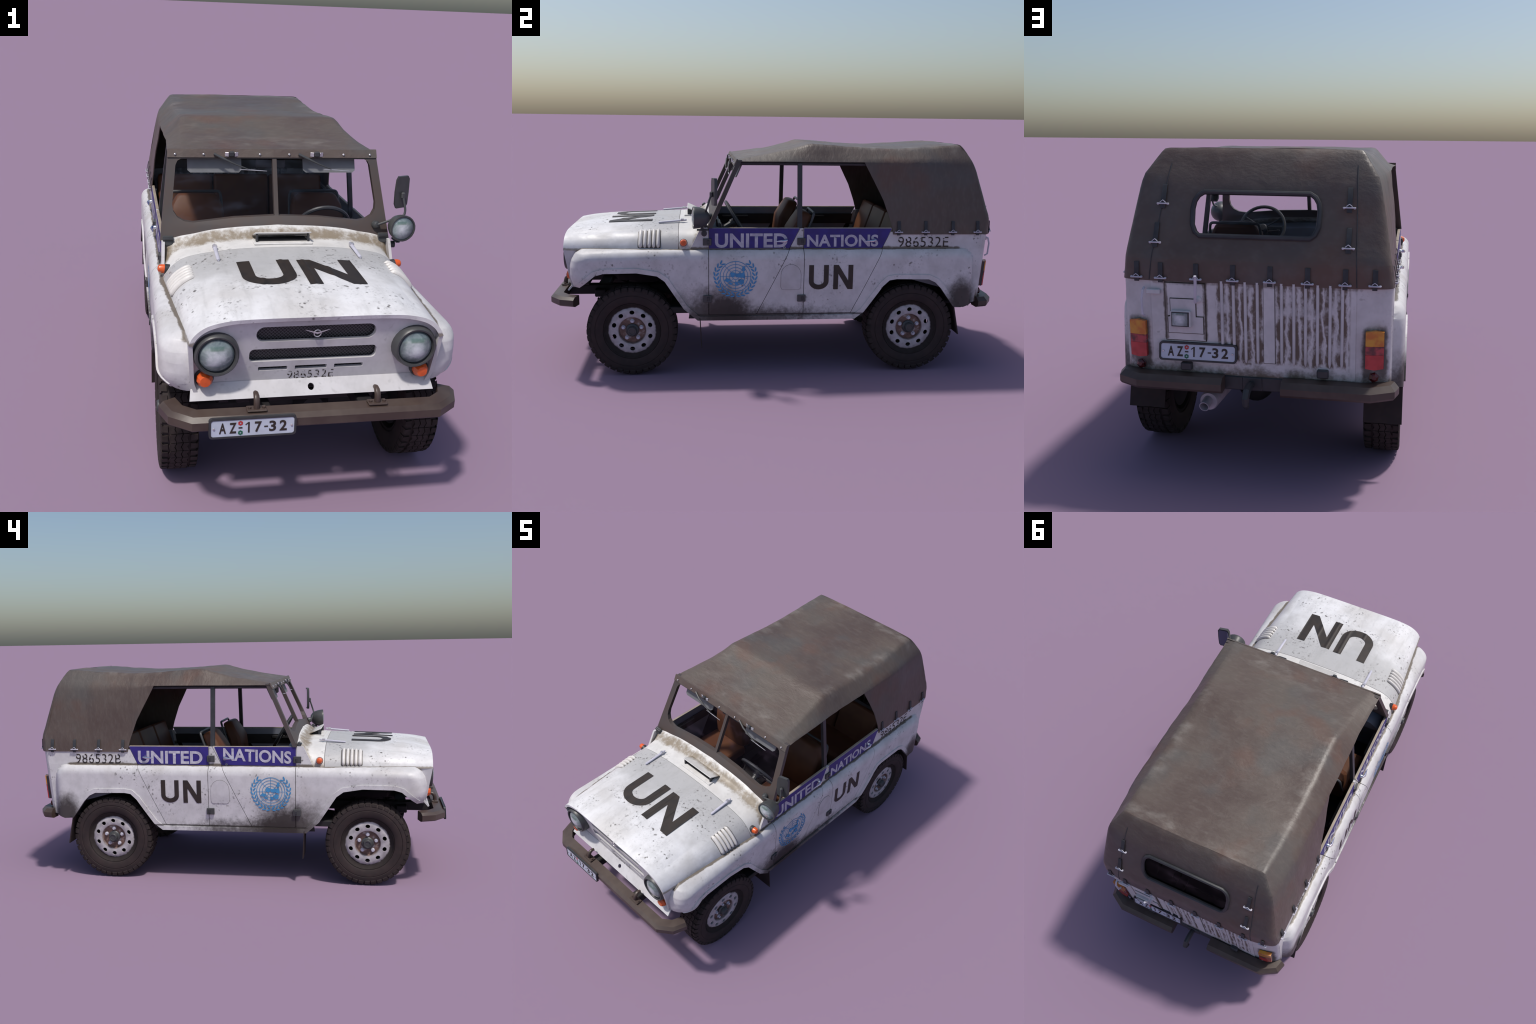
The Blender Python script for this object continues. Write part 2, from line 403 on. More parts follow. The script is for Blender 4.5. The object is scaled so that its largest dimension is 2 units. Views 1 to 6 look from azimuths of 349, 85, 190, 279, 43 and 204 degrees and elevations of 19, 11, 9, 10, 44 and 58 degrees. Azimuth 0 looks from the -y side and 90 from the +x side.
def flat_bmesh(loops, cuts_u=(), cuts_v=()):
    """a planar region (outer loop + holes) in (u, v), cut along grid lines so it can be bent"""
    pts = [Vector((u, v, 0)) for loop in loops for u, v in loop]
    tris = tessellate_polygon([[Vector((u, v, 0)) for u, v in loop] for loop in loops])
    bm = bmesh.new()
    vs = [bm.verts.new(p) for p in pts]
    for t in tris:
        if len(set(t)) == 3:
            try:
                bm.faces.new([vs[i] for i in t])
            except ValueError:
                pass
    cut(bm, cuts_u, cuts_v)
    return bm

def cut(bm, cuts_u, cuts_v):
    for axis, cuts in ((0, cuts_u), (1, cuts_v)):
        no = Vector((1, 0, 0)) if axis == 0 else Vector((0, 1, 0))
        for c in cuts:
            bmesh.ops.bisect_plane(bm, geom=bm.verts[:] + bm.edges[:] + bm.faces[:], plane_co=no * c, plane_no=no, dist=1e-6)

def bend(bm, fn, out, back=None):
    """map (u, v) -> 3D by fn; face towards 'out'; give it depth along 'back'"""
    for v in bm.verts:
        v.co = Vector(fn(v.co.x, v.co.y)) + Vector(out) * v.co.z
    bm.normal_update()
    tot = Vector()
    for f in bm.faces:
        tot += f.normal * f.calc_area()
    if tot.dot(Vector(out)) < 0:
        bmesh.ops.reverse_faces(bm, faces=bm.faces)
    if back is not None:
        b = Vector(back)
        front = list(bm.faces)
        bound = [e for e in bm.edges if len(e.link_faces) == 1]
        dup = {v: bm.verts.new(v.co + b) for v in list(bm.verts)}
        for f in front:
            bm.faces.new([dup[v] for v in reversed(f.verts)])
        for e in bound:
            l = e.link_loops[0]
            a, c = l.vert, l.link_loop_next.vert
            bm.faces.new([c, a, dup[a], dup[c]])
    return bm

def panel(name, loops, fn, out, back, mat, parent=None, cu=(), cv=(), sm=30):
    return add(name, to_mesh(name, bend(flat_bmesh(loops, cu, cv), fn, out, back)), mat, parent, sm)

def grid(name, rows, mat, parent=None, closed=False, thick=0.0, sm=35, caps=False):
    nu, nv = len(rows), len(rows[0])
    verts = [p for r in rows for p in r]
    faces = []
    for i in range(nu - 1):
        for j in range(nv if closed else nv - 1):
            k = (j + 1) % nv
            faces.append((i * nv + j, i * nv + k, (i + 1) * nv + k, (i + 1) * nv + j))
    if caps:
        faces.append(tuple(range(nv))[::-1])
        faces.append(tuple((nu - 1) * nv + j for j in range(nv)))
    me = from_lists(name, verts, faces)
    bm = bmesh.new()
    bm.from_mesh(me)
    bmesh.ops.remove_doubles(bm, verts=bm.verts, dist=1e-6)
    fix_normals(bm) if (caps or closed) else None
    if thick:
        bm.normal_update()
        bmesh.ops.solidify(bm, geom=bm.faces[:], thickness=thick)
    bm.to_mesh(me)
    bm.free()
    return add(name, me, mat, parent, sm)

def box(name, c, size, mat, parent=None, bev=0.0, rot=None, seg=1):
    bm = bmesh.new()
    bmesh.ops.create_cube(bm, size=1)
    for v in bm.verts:
        v.co = Vector((v.co.x * size[0], v.co.y * size[1], v.co.z * size[2]))
    if bev:
        bmesh.ops.bevel(bm, geom=bm.edges[:], offset=bev, segments=seg, profile=0.6, affect='EDGES')
    if rot is not None:
        bmesh.ops.rotate(bm, verts=bm.verts, cent=(0, 0, 0), matrix=rot)
    bmesh.ops.translate(bm, verts=bm.verts, vec=c)
    return add(name, to_mesh(name, bm), mat, parent, 35)

def RX(a): return Matrix.Rotation(radians(a), 3, 'X')
def RY(a): return Matrix.Rotation(radians(a), 3, 'Y')
def RZ(a): return Matrix.Rotation(radians(a), 3, 'Z')

def tube_rows(path, r, n=10):
    path = [Vector(p) for p in path]
    rows, side = [], None
    for i, p in enumerate(path):
        a = path[max(0, i - 1)]
        b = path[min(len(path) - 1, i + 1)]
        t = (b - a).normalized()
        if side is None:
            ref = Vector((0, 0, 1)) if abs(t.z) < 0.9 else Vector((1, 0, 0))
            side = t.cross(ref).normalized()
        side = (side - t * side.dot(t)).normalized()
        up = t.cross(side)
        rr = r[i] if isinstance(r, (list, tuple)) else r
        rows.append([p + (side * cos(q) + up * sin(q)) * rr for q in (2 * pi * k / n for k in range(n))])
    return rows

def tube(name, path, r, mat, parent=None, n=10):
    return grid(name, tube_rows(path, r, n), mat, parent, closed=True, caps=True)

def round_path(pts, rad, seg=4):
    pts = [Vector(p) for p in pts]
    out = [pts[0]]
    for a, b, c in zip(pts, pts[1:], pts[2:]):
        u, v = (a - b), (c - b)
        k = min(rad, u.length * 0.45, v.length * 0.45)
        p, q = b + u.normalized() * k, b + v.normalized() * k
        for i in range(seg + 1):
            t = i / seg
            out.append(p * (1 - t) ** 2 + b * 2 * t * (1 - t) + q * t * t)
    return out + [pts[-1]]

def lathe(name, prof, centre, axis, mat, parent=None, n=32, sm=35, closed_prof=False):
    """prof: (radius, distance along axis) pairs"""
    ax = Vector(axis).normalized()
    s = ax.orthogonal().normalized()
    u = ax.cross(s)
    c = Vector(centre)
    rows = []
    for r, h in prof:
        rows.append([c + ax * h + (s * cos(q) + u * sin(q)) * max(r, 1e-5) for q in (2 * pi * k / n for k in range(n))])
    if closed_prof:
        rows.append(rows[0])
    return grid(name, rows, mat, parent, closed=True, sm=sm)

def sweep(name, path, section, mat, parent=None, sm=30):
    """sweep a closed (outward, up) section along a horizontal path with mitred corners"""
    P = [Vector(p) for p in path]
    rows = []
    for i, p in enumerate(P):
        d0 = (P[i] - P[i - 1]).normalized() if i else (P[1] - P[0]).normalized()
        d1 = (P[i + 1] - P[i]).normalized() if i < len(P) - 1 else d0
        n0 = Vector((d0.y, -d0.x, 0))
        n1 = Vector((d1.y, -d1.x, 0))
        m = (n0 + n1).normalized()
        m *= 1 / max(0.35, m.dot(n0))
        rows.append([p + m * a + Vector((0, 0, b)) for a, b in section])
    return grid(name, rows, mat, parent, closed=True, caps=True, sm=sm)

def text_bmesh(body, bold=0.0, spacing=1.0):
    cu = bpy.data.curves.new("lettering", 'FONT')
    cu.body, cu.size, cu.offset, cu.space_character = body, 1.0, bold, spacing
    cu.resolution_u = 4
    o = bpy.data.objects.new("lettering", cu)
    COL.objects.link(o)
    bpy.context.view_layer.update()
    me = bpy.data.meshes.new_from_object(o.evaluated_get(bpy.context.evaluated_depsgraph_get()))
    bpy.data.objects.remove(o)
    bpy.data.curves.remove(cu)
    bm = bmesh.new()
    bm.from_mesh(me)
    bpy.data.meshes.remove(me)
    bmesh.ops.triangulate(bm, faces=bm.faces)
    lo = Vector((min(v.co.x for v in bm.verts), min(v.co.y for v in bm.verts)))
    hi = Vector((max(v.co.x for v in bm.verts), max(v.co.y for v in bm.verts)))
    for v in bm.verts:
        v.co = Vector(((v.co.x - lo.x) / (hi.x - lo.x), (v.co.y - lo.y) / (hi.y - lo.y), 0))
    return bm

def lettering(name, body, fn, out, mat, parent, bold=0.0, spacing=1.0, cells=(1, 6), worn=0.0):
    """worn: share of the paint that has flaked off"""
    bm = text_bmesh(body, bold, spacing)
    if worn:
        cells = (70, 14)
    cut(bm, [i / cells[0] for i in range(1, cells[0])], [i / cells[1] for i in range(1, cells[1])])
    if worn:
        gone = [f for f in bm.faces if noise.noise(Vector((f.calc_center_median().x * 26, f.calc_center_median().y * 4.5, 3.3))) * 0.5 + 0.5 < worn]
        bmesh.ops.delete(bm, geom=gone, context='FACES')
    return add(name, to_mesh(name, bend(bm, fn, out)), mat, parent, None)

# block letters U and N inside a unit-less w x h cell with stroke s
def letter_U(x0, y0, w, h, s):
    r, ri = w / 2, w / 2 - s
    k = 0.85
    out = [(x0, y0 + h), (x0, y0 + r * k)]
    out += [(x0 + r - r * cos(a), y0 + r * k - r * k * sin(a)) for a in (pi * i / 16 for i in range(1, 16))]
    out += [(x0 + w, y0 + r * k), (x0 + w, y0 + h), (x0 + w - s, y0 + h), (x0 + w - s, y0 + r * k)]
    q = r * k - s
    out += [(x0 + r + ri * cos(a), y0 + r * k - q * sin(a)) for a in (pi * i / 16 for i in range(1, 16))]
    out += [(x0 + s, y0 + r * k), (x0 + s, y0 + h)]
    return out

def letter_N(x0, y0, w, h, s):
    return [(x0, y0), (x0, y0 + h), (x0 + s * 1.05, y0 + h), (x0 + w - s, y0 + h * 0.36), (x0 + w - s, y0 + h),
            (x0 + w, y0 + h), (x0 + w, y0), (x0 + w - s * 1.05, y0), (x0 + s, y0 + h * 0.64), (x0 + s, y0)]

# ------------------------------------------------------------------ the body's side surface
ZB = 0.547                                   # belt line: the shoulder starts here
def nose_y(z):
    return interp(z, [(0.36, -0.893), (0.382, -0.896), (0.44, -0.905), (0.47, -0.905), (0.50, -0.898), (0.53, -0.880), (0.547, -0.852)])

def hood_side(y):
    return interp(y, [(-0.931, 0.362), (-0.442, 0.405), (-0.31, 0.404)])

def arc01(t):
    t = min(max(t, 0.0), 1.0)
    return sqrt(max(0.0, 1 - (1 - t) ** 2))

def side_x(y, z):
    """half width of the body at (y, z)"""
    if z >= ZB:
        return 0.4035 - (z - ZB) * 0.045
    xi = hood_side(y) if y < -0.31 else 0.4035
    xo = 0.4385
    d = ZB - z
    s = arc01(d / 0.046)
    if y > 0.6:                              # the rear fender ends in a rounded corner
        R, ye = 0.062, 0.854
        qy, qz = y - (ye - R), z - (ZB - R)
        d = R - hypot(qy, qz) if qy > 0 and qz > 0 else min(ye - y, ZB - z)
        s = arc01(d / 0.040) if d > 0 else 0.0
    if y < -0.70:
        s *= arc01((y - nose_y(z)) / 0.075)
    x = xi + (xo - xi) * s
    if y < -0.70 and z < 0.43:               # the nose tucks in below
        k = min(1.0, (-0.70 - y) / 0.15)
        x -= k * 0.030 * ((0.43 - z) / 0.05) ** 2
    if z < 0.41:                             # the doors lean in towards the sill
        k = min(1.0, max(0.0, (y + 0.46) / 0.10)) * min(1.0, max(0.0, (0.42 - y) / 0.10))
        x -= k * 0.009 * min(1.0, (0.41 - z) / 0.13)
    return x

def on_side(sgn, lift=0.0):
    return lambda u, v: (sgn * (side_x(u, v) + lift), u, v)

ARCH_F = [(-0.862, 0.382), (-0.792, 0.440), (-0.757, 0.450), (-0.618, 0.452), (-0.532, 0.438), (-0.500, 0.415), (-0.420, 0.293), (-0.361, 0.240)]
ARCH_R = [(0.323, 0.240), (0.363, 0.271), (0.444, 0.386), (0.473, 0.413), (0.504, 0.418), (0.648, 0.416), (0.678, 0.402), (0.706, 0.374), (0.765, 0.291)]
SHOULDER = [ZB + 0.0004, ZB] + [ZB - 0.046 * k for k in (0.02, 0.06, 0.12, 0.2, 0.3, 0.42, 0.56, 0.72, 0.88, 1.0)]
LOWER = [0.47, 0.45, 0.43, 0.415, 0.40, 0.39, 0.34, 0.30]
GAP = 0.0013

def offset_path(path, d):
    P = [Vector((a, b)) for a, b in path]
    out = []
    for i, p in enumerate(P):
        d0 = (P[i] - P[i - 1]).normalized() if i else (P[1] - P[0]).normalized()
        d1 = (P[i + 1] - P[i]).normalized() if i < len(P) - 1 else d0
        n0, n1 = Vector((-d0.y, d0.x)), Vector((-d1.y, d1.x))
        m = (n0 + n1).normalized()
        q = p + m * d / max(0.5, m.dot(n0))
        out.append((q.x, q.y))
    return out

def make_side(s):
    out, back = (s, 0, 0), (-s * 0.010, 0, 0)
    f = on_side(s)
    nose = [(nose_y(z), z) for z in (0.384, 0.41, 0.44, 0.47, 0.485, 0.50, 0.515, 0.53)] + [(-0.852, ZB)]
    fl = [(-0.896, 0.382)] + nose + [(-0.313 - GAP, ZB), (-0.313 - GAP, 0.240)] + ARCH_F[::-1]
    panel("front_fender", [fl], f, out, back, M["side"], cu=frange(-0.90, -0.70, 0.008) + frange(-0.66, -0.34, 0.04), cv=SHOULDER + LOWER)
    # cowl cheek between the fender, the hood and the door
    panel("cowl_side", [[(-0.392, ZB), (-0.346, 0.640), (-0.313 - GAP, 0.640), (-0.313 - GAP, ZB)]], on_side(s, 0.0015), out, back, M["side"], cv=[0.58, 0.61])
    doors = {
        "front": [(-0.313 + GAP, 0.266), (-0.1065 - GAP, 0.266), (0.0315 - GAP, 0.541), (0.0345 - GAP, ZB), (0.081 - GAP, 0.636), (-0.313 + GAP, 0.638)],
        "rear": [(0.0965 + GAP, 0.266), (0.306 - GAP, 0.266), (0.440 - GAP, 0.541), (0.4425 - GAP, ZB), (0.4865 - GAP, 0.635), (0.0965 + GAP, 0.636)],
    }
    door = {}
    for k, loop in doors.items():
        door[k] = panel("door", [loop], f, out, (-s * 0.008, 0, 0), M["side"], cu=frange(-0.30, 0.46, 0.06), cv=SHOULDER + LOWER + [0.58, 0.61])
        y0, y1 = loop[0][0], loop[-2][0]
        panel("door_lining", [[(y0 + 0.004, 0.30), (loop[1][0] - 0.004, 0.30), (loop[3][0] - 0.004, ZB), (y1 - 0.004, 0.632), (y0 + 0.004, 0.632)]],
              lambda u, v: (s * 0.3885, u, v), (-s, 0, 0), (s * 0.002, 0, 0), M["inner"], door[k])
        box("door_sill_trim", (s * 0.3938, (y0 + y1) / 2, 0.6365), (0.0105, y1 - y0 - 0.004, 0.004), M["tan"], door[k], 0.001)
        box("door_pull", (s * 0.380, y0 + 0.15, 0.585), (0.018, 0.14, 0.016), M["black"], door[k], 0.003)
    panel("door_pillar", [[(-0.1065 + GAP, 0.266), (0.0965 - GAP, 0.266), (0.0965 - GAP, 0.636), (0.081 + GAP, 0.636), (0.0345 + GAP, ZB), (0.0315 + GAP, 0.541)]],
          f, out, back, M["side"], cv=SHOULDER + LOWER)
    panel("rocker_panel", [[(-0.313 - GAP, 0.240), (0.306 + GAP, 0.240), (0.306 + GAP, 0.2645), (-0.313 - GAP, 0.2645)]], f, out, back, M["side"])
    ql = [(0.306 + GAP, 0.240)] + ARCH_R + [(0.810, 0.288), (0.840, 0.298), (0.870, 0.304), (0.898, 0.62), (0.480, 0.62), (0.4425 + GAP, ZB), (0.440 + GAP, 0.541), (0.306 + GAP, 0.266)]
    panel("rear_quarter_panel", [ql], f, out, back, M["side"], cu=frange(0.62, 0.880, 0.008) + [0.38, 0.44, 0.5, 0.56], cv=SHOULDER + LOWER + [0.58])
    # pressed lip round both arches and along the sill
    for path, nm in ((ARCH_F, "wheel_arch_lip"), (ARCH_R, "wheel_arch_lip"), ([(-0.361, 0.240), (0.323, 0.240)], "sill_lip")):
        if nm == "sill_lip":
            lo = path
            hi = [(0.316, 0.2585), (-0.352, 0.2585)]
        else:
            lo = path
            hi = offset_path(path, 0.0195)[::-1]
        panel(nm, [lo + hi], on_side(s, 0.0055), out, (-s * 0.012, 0, 0), M["side"], cu=frange(-0.86, -0.70, 0.01), cv=[0.30, 0.34, 0.38, 0.40, 0.42, 0.43])
    # dark skin behind the gaps
    panel("inner_body_skin", [[(-0.40, 0.245), (0.36, 0.245), (0.44, 0.40), (0.47, 0.60), (-0.33, 0.60), (-0.36, 0.50)]],
          lambda u, v: (s * (side_x(u, v) - 0.017), u, v), out, (-s * 0.003, 0, 0), M["black"], cv=SHOULDER + LOWER)
    # hinges, handles, keyhole, fuel flap
    for y, z in ((-0.319, 0.579), (0.087, 0.580), (-0.319, 0.337), (0.087, 0.336)):
        h = box("door_hinge", (s * (side_x(y, z) + 0.003), y, z), (0.010, 0.036, 0.030), M["grey"], door["front"], 0.0015)
        box("hinge_knuckle", (s * (side_x(y, z) + 0.008), y + 0.004, z), (0.006, 0.010, 0.016), M["iron"], h, 0.001)
    for y, z, d in ((0.020, 0.583, "front"), (0.408, 0.583, "rear")):
        x = side_x(y, z)
        bm = bmesh.new()
        rows = tube_rows([(s * (x + 0.016), y - 0.050, z - 0.002), (s * (x + 0.017), y - 0.028, z), (s * (x + 0.018), y - 0.010, z + 0.001), (s * (x + 0.014), y + 0.004, z + 0.004)],
                         [0.0012, 0.004, 0.0065, 0.005], 8)
        grid("door_handle", rows, M["chrome"], door[d], closed=True, caps=True)
        lathe("handle_boss", [(0.0085, 0), (0.0085, 0.007), (0.005, 0.014), (0, 0.015)], (s * x, y, z + 0.002), (s, 0, 0), M["chrome"], door[d], 14)
        lathe("keyhole", [(0.006, 0), (0.006, 0.002), (0.002, 0.0025), (0.0018, 0.0005), (0, 0.0005)], (s * side_x(0.013, 0.553), 0.013, 0.553), (s, 0, 0), M["latch"], door["front"], 12)
    fy0, fy1, fz0, fz1 = (-0.003, 0.083, 0.374, 0.485)
    c = (fy0 + fy1) / 2
    loop = [(fy0, fz0 + 0.012), (fy0 + 0.004, fz0 + 0.003), (fy0 + 0.012, fz0), (fy1 - 0.012, fz0), (fy1 - 0.004, fz0 + 0.003), (fy1, fz0 + 0.012), (fy1, fz1 - 0.045)]
    loop += [(c + (fy1 - c) * cos(a), fz1 - 0.045 + 0.045 * sin(a)) for a in (pi * i / 12 for i in range(1, 12))] + [(fy0, fz1 - 0.045)]
    k = 0.985
    cz = (fz0 + fz1) / 2
    grow = [(c + (a - c) * 1.022, cz + (b - cz) * 1.018) for a, b in loop]
    panel("fuel_flap_seam", [grow], on_side(s, 0.0006), out, (-s * 0.002, 0, 0), M["ink"], cv=LOWER)
    panel("fuel_flap", [loop], on_side(s, 0.0018), out, (-s * 0.003, 0, 0), M["plain"], cv=LOWER)

    # blue bands with the words
    b1 = [(-0.3115, 0.5505), (0.0350, 0.5505), (0.0785, 0.6355), (-0.3115, 0.6372)]
    b2 = [(0.0985, 0.5505), (0.4430, 0.5505), (0.4840, 0.6345), (0.0985, 0.6355)]
    if s < 0:
        b1[2], b1[1] = (0.070, 0.6355), (0.0345, 0.5505)
    for loop, d in ((b1, "front"), (b2, "rear")):
        panel("blue_band", [loop], on_side(s, 0.0011), out, None, M["blue"], door[d])
    def word(body, y0, y1, z0, z1, d, tilt=0.0, bold=0.030):
        f2 = lambda u, v: (s * (side_x(0, 0.6) + 0.0026), y0 + (y1 - y0) * u, z0 + (z1 - z0) * v + tilt * (u - 0.5))
        f3 = lambda u, v: (lambda p: (s * (side_x(p[1], p[2]) + 0.0024), p[1], p[2]))(f2(u, v))
        return lettering("word_lettering", body, f3, out, M["letter"], door[d], bold, 1.02)
    if s > 0:
        word("UNITED", -0.286, 0.027, 0.553, 0.615, "front")
        word("NATIONS", 0.111, 0.425, 0.556, 0.609, "rear")
    else:
        word("UNITED", 0.441, 0.127, 0.554, 0.615, "rear")
        word("NATIONS", 0.028, -0.291, 0.566, 0.6245, "front", -0.014)
    # UN on the rear door
    y0, w = (0.118, 0.193) if s > 0 else (0.323, 0.193)
    z0, h = (0.374, 0.108)
    for lt, u0 in ((letter_U, 0.0), (letter_N, 0.107)):
        loop = lt(u0, 0, 0.086, h, 0.021)
        loop = [(y0 + s * a, z0 + b) for a, b in loop]
        panel("letter", [loop], on_side(s, 0.0014), out, None, M["ink"], door["rear"], cv=LOWER + SHOULDER)
    # stencilled number on the quarter
    def stencil(u, v):
        y = (0.514 + 0.226 * u) if s > 0 else (0.752 - 0.226 * u)
        z = 0.553 + 0.045 * v
        return (s * (side_x(y, z) + 0.0014), y, z)
    lettering("number_stencil", "986532E" if s > 0 else "986532B", stencil, out, M["ink"], None, -0.004, 1.06, worn=0.33)
    emblem(s, door["front"])
    return door

def emblem(s, parent):
    """pale blue globe of rings and spokes in an olive wreath"""
    cy, cz, R = -0.199, 0.434, 0.066
    flip = 1 if s > 0 else -1
    bm = bmesh.new()
    def poly(pts, tier=0.0):
        vs = [bm.verts.new((cy + flip * a, cz + b, tier)) for a, b in pts]
        try:
            bm.faces.new(vs)
        except ValueError:
            pass
    def ring(r, w):
        n = 40
        for i in range(n):
            a, b = 2 * pi * i / n, 2 * pi * (i + 1) / n
            poly([((r - w) * cos(a), (r - w) * sin(a)), ((r + w) * cos(a), (r + w) * sin(a)), ((r + w) * cos(b), (r + w) * sin(b)), ((r - w) * cos(b), (r - w) * sin(b))])
    for k in range(1, 6):
        ring(R * k / 5, 0.0011 if k < 5 else 0.0014)
    for i in range(8):
        a = pi / 4 * i
        c, d, w = cos(a), sin(a), 0.0009
        r0 = R * 0.2
        poly([(r0 * c - w * d, r0 * d + w * c), (R * c - w * d, R * d + w * c), (R * c + w * d, R * d - w * c), (r0 * c + w * d, r0 * d - w * c)], 0.0003)
    rnd = random.Random(4)
    for nth, (ax, ay, rx, ry) in enumerate(((0.018, 0.006, 0.020, 0.013), (-0.012, 0.008, 0.014, 0.010), (0.024, -0.022, 0.013, 0.014), (-0.036, -0.016, 0.014, 0.010),
                           (0.034, 0.034, 0.007, 0.014), (0.004, -0.030, 0.010, 0.008), (-0.020, -0.030, 0.008, 0.006), (0.030, 0.006, 0.012, 0.016))):
        poly([(ax + rx * q * cos(a), ay + ry * q * sin(a)) for a, q in ((2 * pi * i / 13, rnd.uniform(0.6, 1.15)) for i in range(13))], 0.0006 + 0.0002 * nth)
    for side in (-1, 1):
        for i in range(11):
            a = radians(-82 + 128 * i / 10)
            for tier, (rr, tw) in enumerate(((0.0765, 0.55), (0.0895, -0.42))):
                rr2 = rr + 0.002 * sin(i)
                px, py = rr2 * cos(a), rr2 * sin(a) * 0.985
                t = a + pi / 2 + tw
                L, W = 0.0115, 0.0036
                ux, uy = cos(t), sin(t)
                leaf = [(-L, 0), (-L * 0.3, W), (L * 0.5, W * 0.8), (L, 0), (L * 0.5, -W * 0.8), (-L * 0.3, -W)]
                poly([(side * (px + ux * a1 - uy * b1), py + uy * a1 + ux * b1) for a1, b1 in leaf], 0.0003 * tier + 0.0001 * (i % 2))
    bmesh.ops.triangulate(bm, faces=bm.faces)
    cut(bm, [], [0.36, 0.39, 0.41, 0.43, 0.45, 0.47, 0.49, 0.505])
    add("emblem", to_mesh("emblem", bend(bm, on_side(s, 0.0014), (s, 0, 0))), M["sky"], parent, None)

for s in (1, -1):
    make_side(s)

# ------------------------------------------------------------------ hood, cowl and front
HOOD_F = [(0, 0.609), (0.12, 0.609), (0.226, 0.607), (0.275, 0.601), (0.308, 0.592), (0.334, 0.577), (0.352, 0.558), (0.362, 0.538)]
HOOD_R = [(0, 0.650), (0.123, 0.648), (0.230, 0.639), (0.284, 0.631), (0.330, 0.620), (0.364, 0.600), (0.390, 0.570), (0.405, 0.538)]
def along(pts, t):
    k = t * (len(pts) - 1)
    xs = smooth(k, [(i, p[0]) for i, p in enumerate(pts)])
    zs = smooth(k, [(i, p[1]) for i, p in enumerate(pts)])
    return xs, zs
RIBS = (-0.195, -0.120, -0.040, 0.030, 0.100, 0.190)
def hood_point(t, y, s=1, lift=0.0):
    """t: 0 at the crown .. 1 at the lower edge"""
    k = (y + 0.931) / 0.489
    a, b = along(HOOD_F, t), along(HOOD_R, t)
    x, z = a[0] + (b[0] - a[0]) * k, a[1] + (b[1] - a[1]) * k
    z += 0.0145 * smooth(k, [(0, 0), (0.06, 0.45), (0.14, 0.85), (0.25, 1), (0.5, 0.75), (0.8, 0.25), (1, 0)]) * max(0.0, 1 - (t / 0.5) ** 2)
    if lift:
        a2, b2 = along(HOOD_F, min(1, t + 0.02)), along(HOOD_R, min(1, t + 0.02))
        a3, b3 = along(HOOD_F, max(0, t - 0.02)), along(HOOD_R, max(0, t - 0.02))
        tx = (a2[0] - a3[0]) * (1 - k) + (b2[0] - b3[0]) * k
        tz = (a2[1] - a3[1]) * (1 - k) + (b2[1] - b3[1]) * k
        L = hypot(tx, tz)
        x, z = x - tz / L * lift, z + tx / L * lift
    return (s * x, y, z)

def hood_z(x, y):
    lo, hi = 0.0, 1.0
    for _ in range(22):
        t = (lo + hi) / 2
        if hood_point(t, y)[0] < abs(x):
            lo = t
        else:
            hi = t
    return hood_point(lo, y)[2]

ts = sorted(set([i / 60 for i in range(61)]))
rows = []
for y in frange(-0.931, -0.443, 0.0122):
    row = []
    full = [(t, -1) for t in ts[::-1]] + [(t, 1) for t in ts[1:]]
    for t, s in full:
        p = list(hood_point(t, y, s))
        if -0.815 < y < -0.446:
            e = min(1, (y + 0.815) / 0.02)
            for r in RIBS:
                d = abs(p[0] - r)
                p[2] += 0.0016 * e * max(0.0, 1 - (d / 0.007) ** 2)
        row.append(tuple(p))
    rows.append(row)
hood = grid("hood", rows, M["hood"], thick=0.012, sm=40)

# louvres on both flanks
for s in (1, -1):
    for i in range(5):
        yc = -0.6035 + 0.0188 * i
        w = 0.0081 if i else 0.0094
        sec = []
        t0, t1 = 0.53, 0.945
        for a in range(13):
            t = t0 + (t1 - t0) * a / 12
            k = sqrt(max(0.0, 1 - (2 * a / 12 - 1) ** 8))
            sec.append([hood_point(t, yc + w * k * cos(q), s, 0.0130 * k * sin(q) - 0.001) for q in (pi * j / 8 for j in range(9))])
        grid("louver", sec, M["louver"], hood, sm=60)
    x0 = 0.233
    rr = []
    for y, r in ((-0.532, 0.0035), (-0.526, 0.006), (-0.46, 0.0062), (-0.440, 0.0068), (-0.425, 0.0068), (-0.412, 0.005), (-0.408, 0.002)):
        z = 0.639 + (y + 0.44) * 0.085 + 0.0085
        rr.append([(s * x0 + r * cos(q), y, z + 0.0045 * sin(q)) for q in (2 * pi * k / 10 for k in range(10))])
    grid("hood_latch", rr, M["latch"], hood, closed=True, caps=True)
    box("latch_catch", (s * x0, -0.428, 0.651), (0.016, 0.014, 0.010), M["steel"], hood, 0.002)

# UN on the hood
for lt, x0 in ((letter_U, -0.181), (letter_N, 0.010)):
    y0, w, h = (-0.748, 0.167, 0.190) if lt is letter_U else (-0.757, 0.176, 0.194)
    loop = lt(x0, y0, w, h, 0.041)
    def fn(u, v):
        z = hood_z(u, v) + 0.0018
        e = 1 if v > -0.795 else 0
        for r in RIBS:
            z += 0.0016 * e * max(0.0, 1 - (abs(u - r) / 0.008) ** 2)
        return (u, v, z)
    cu = sorted(set(frange(-0.19, 0.19, 0.012) + [r + d for r in RIBS for d in (-0.008, -0.006, -0.004, -0.002, 0, 0.002, 0.004, 0.006, 0.008)]))
    panel("letter", [loop], fn, (0, 0, 1), None, M["ink"], hood, cu=cu, cv=frange(-0.76, -0.55, 0.012))

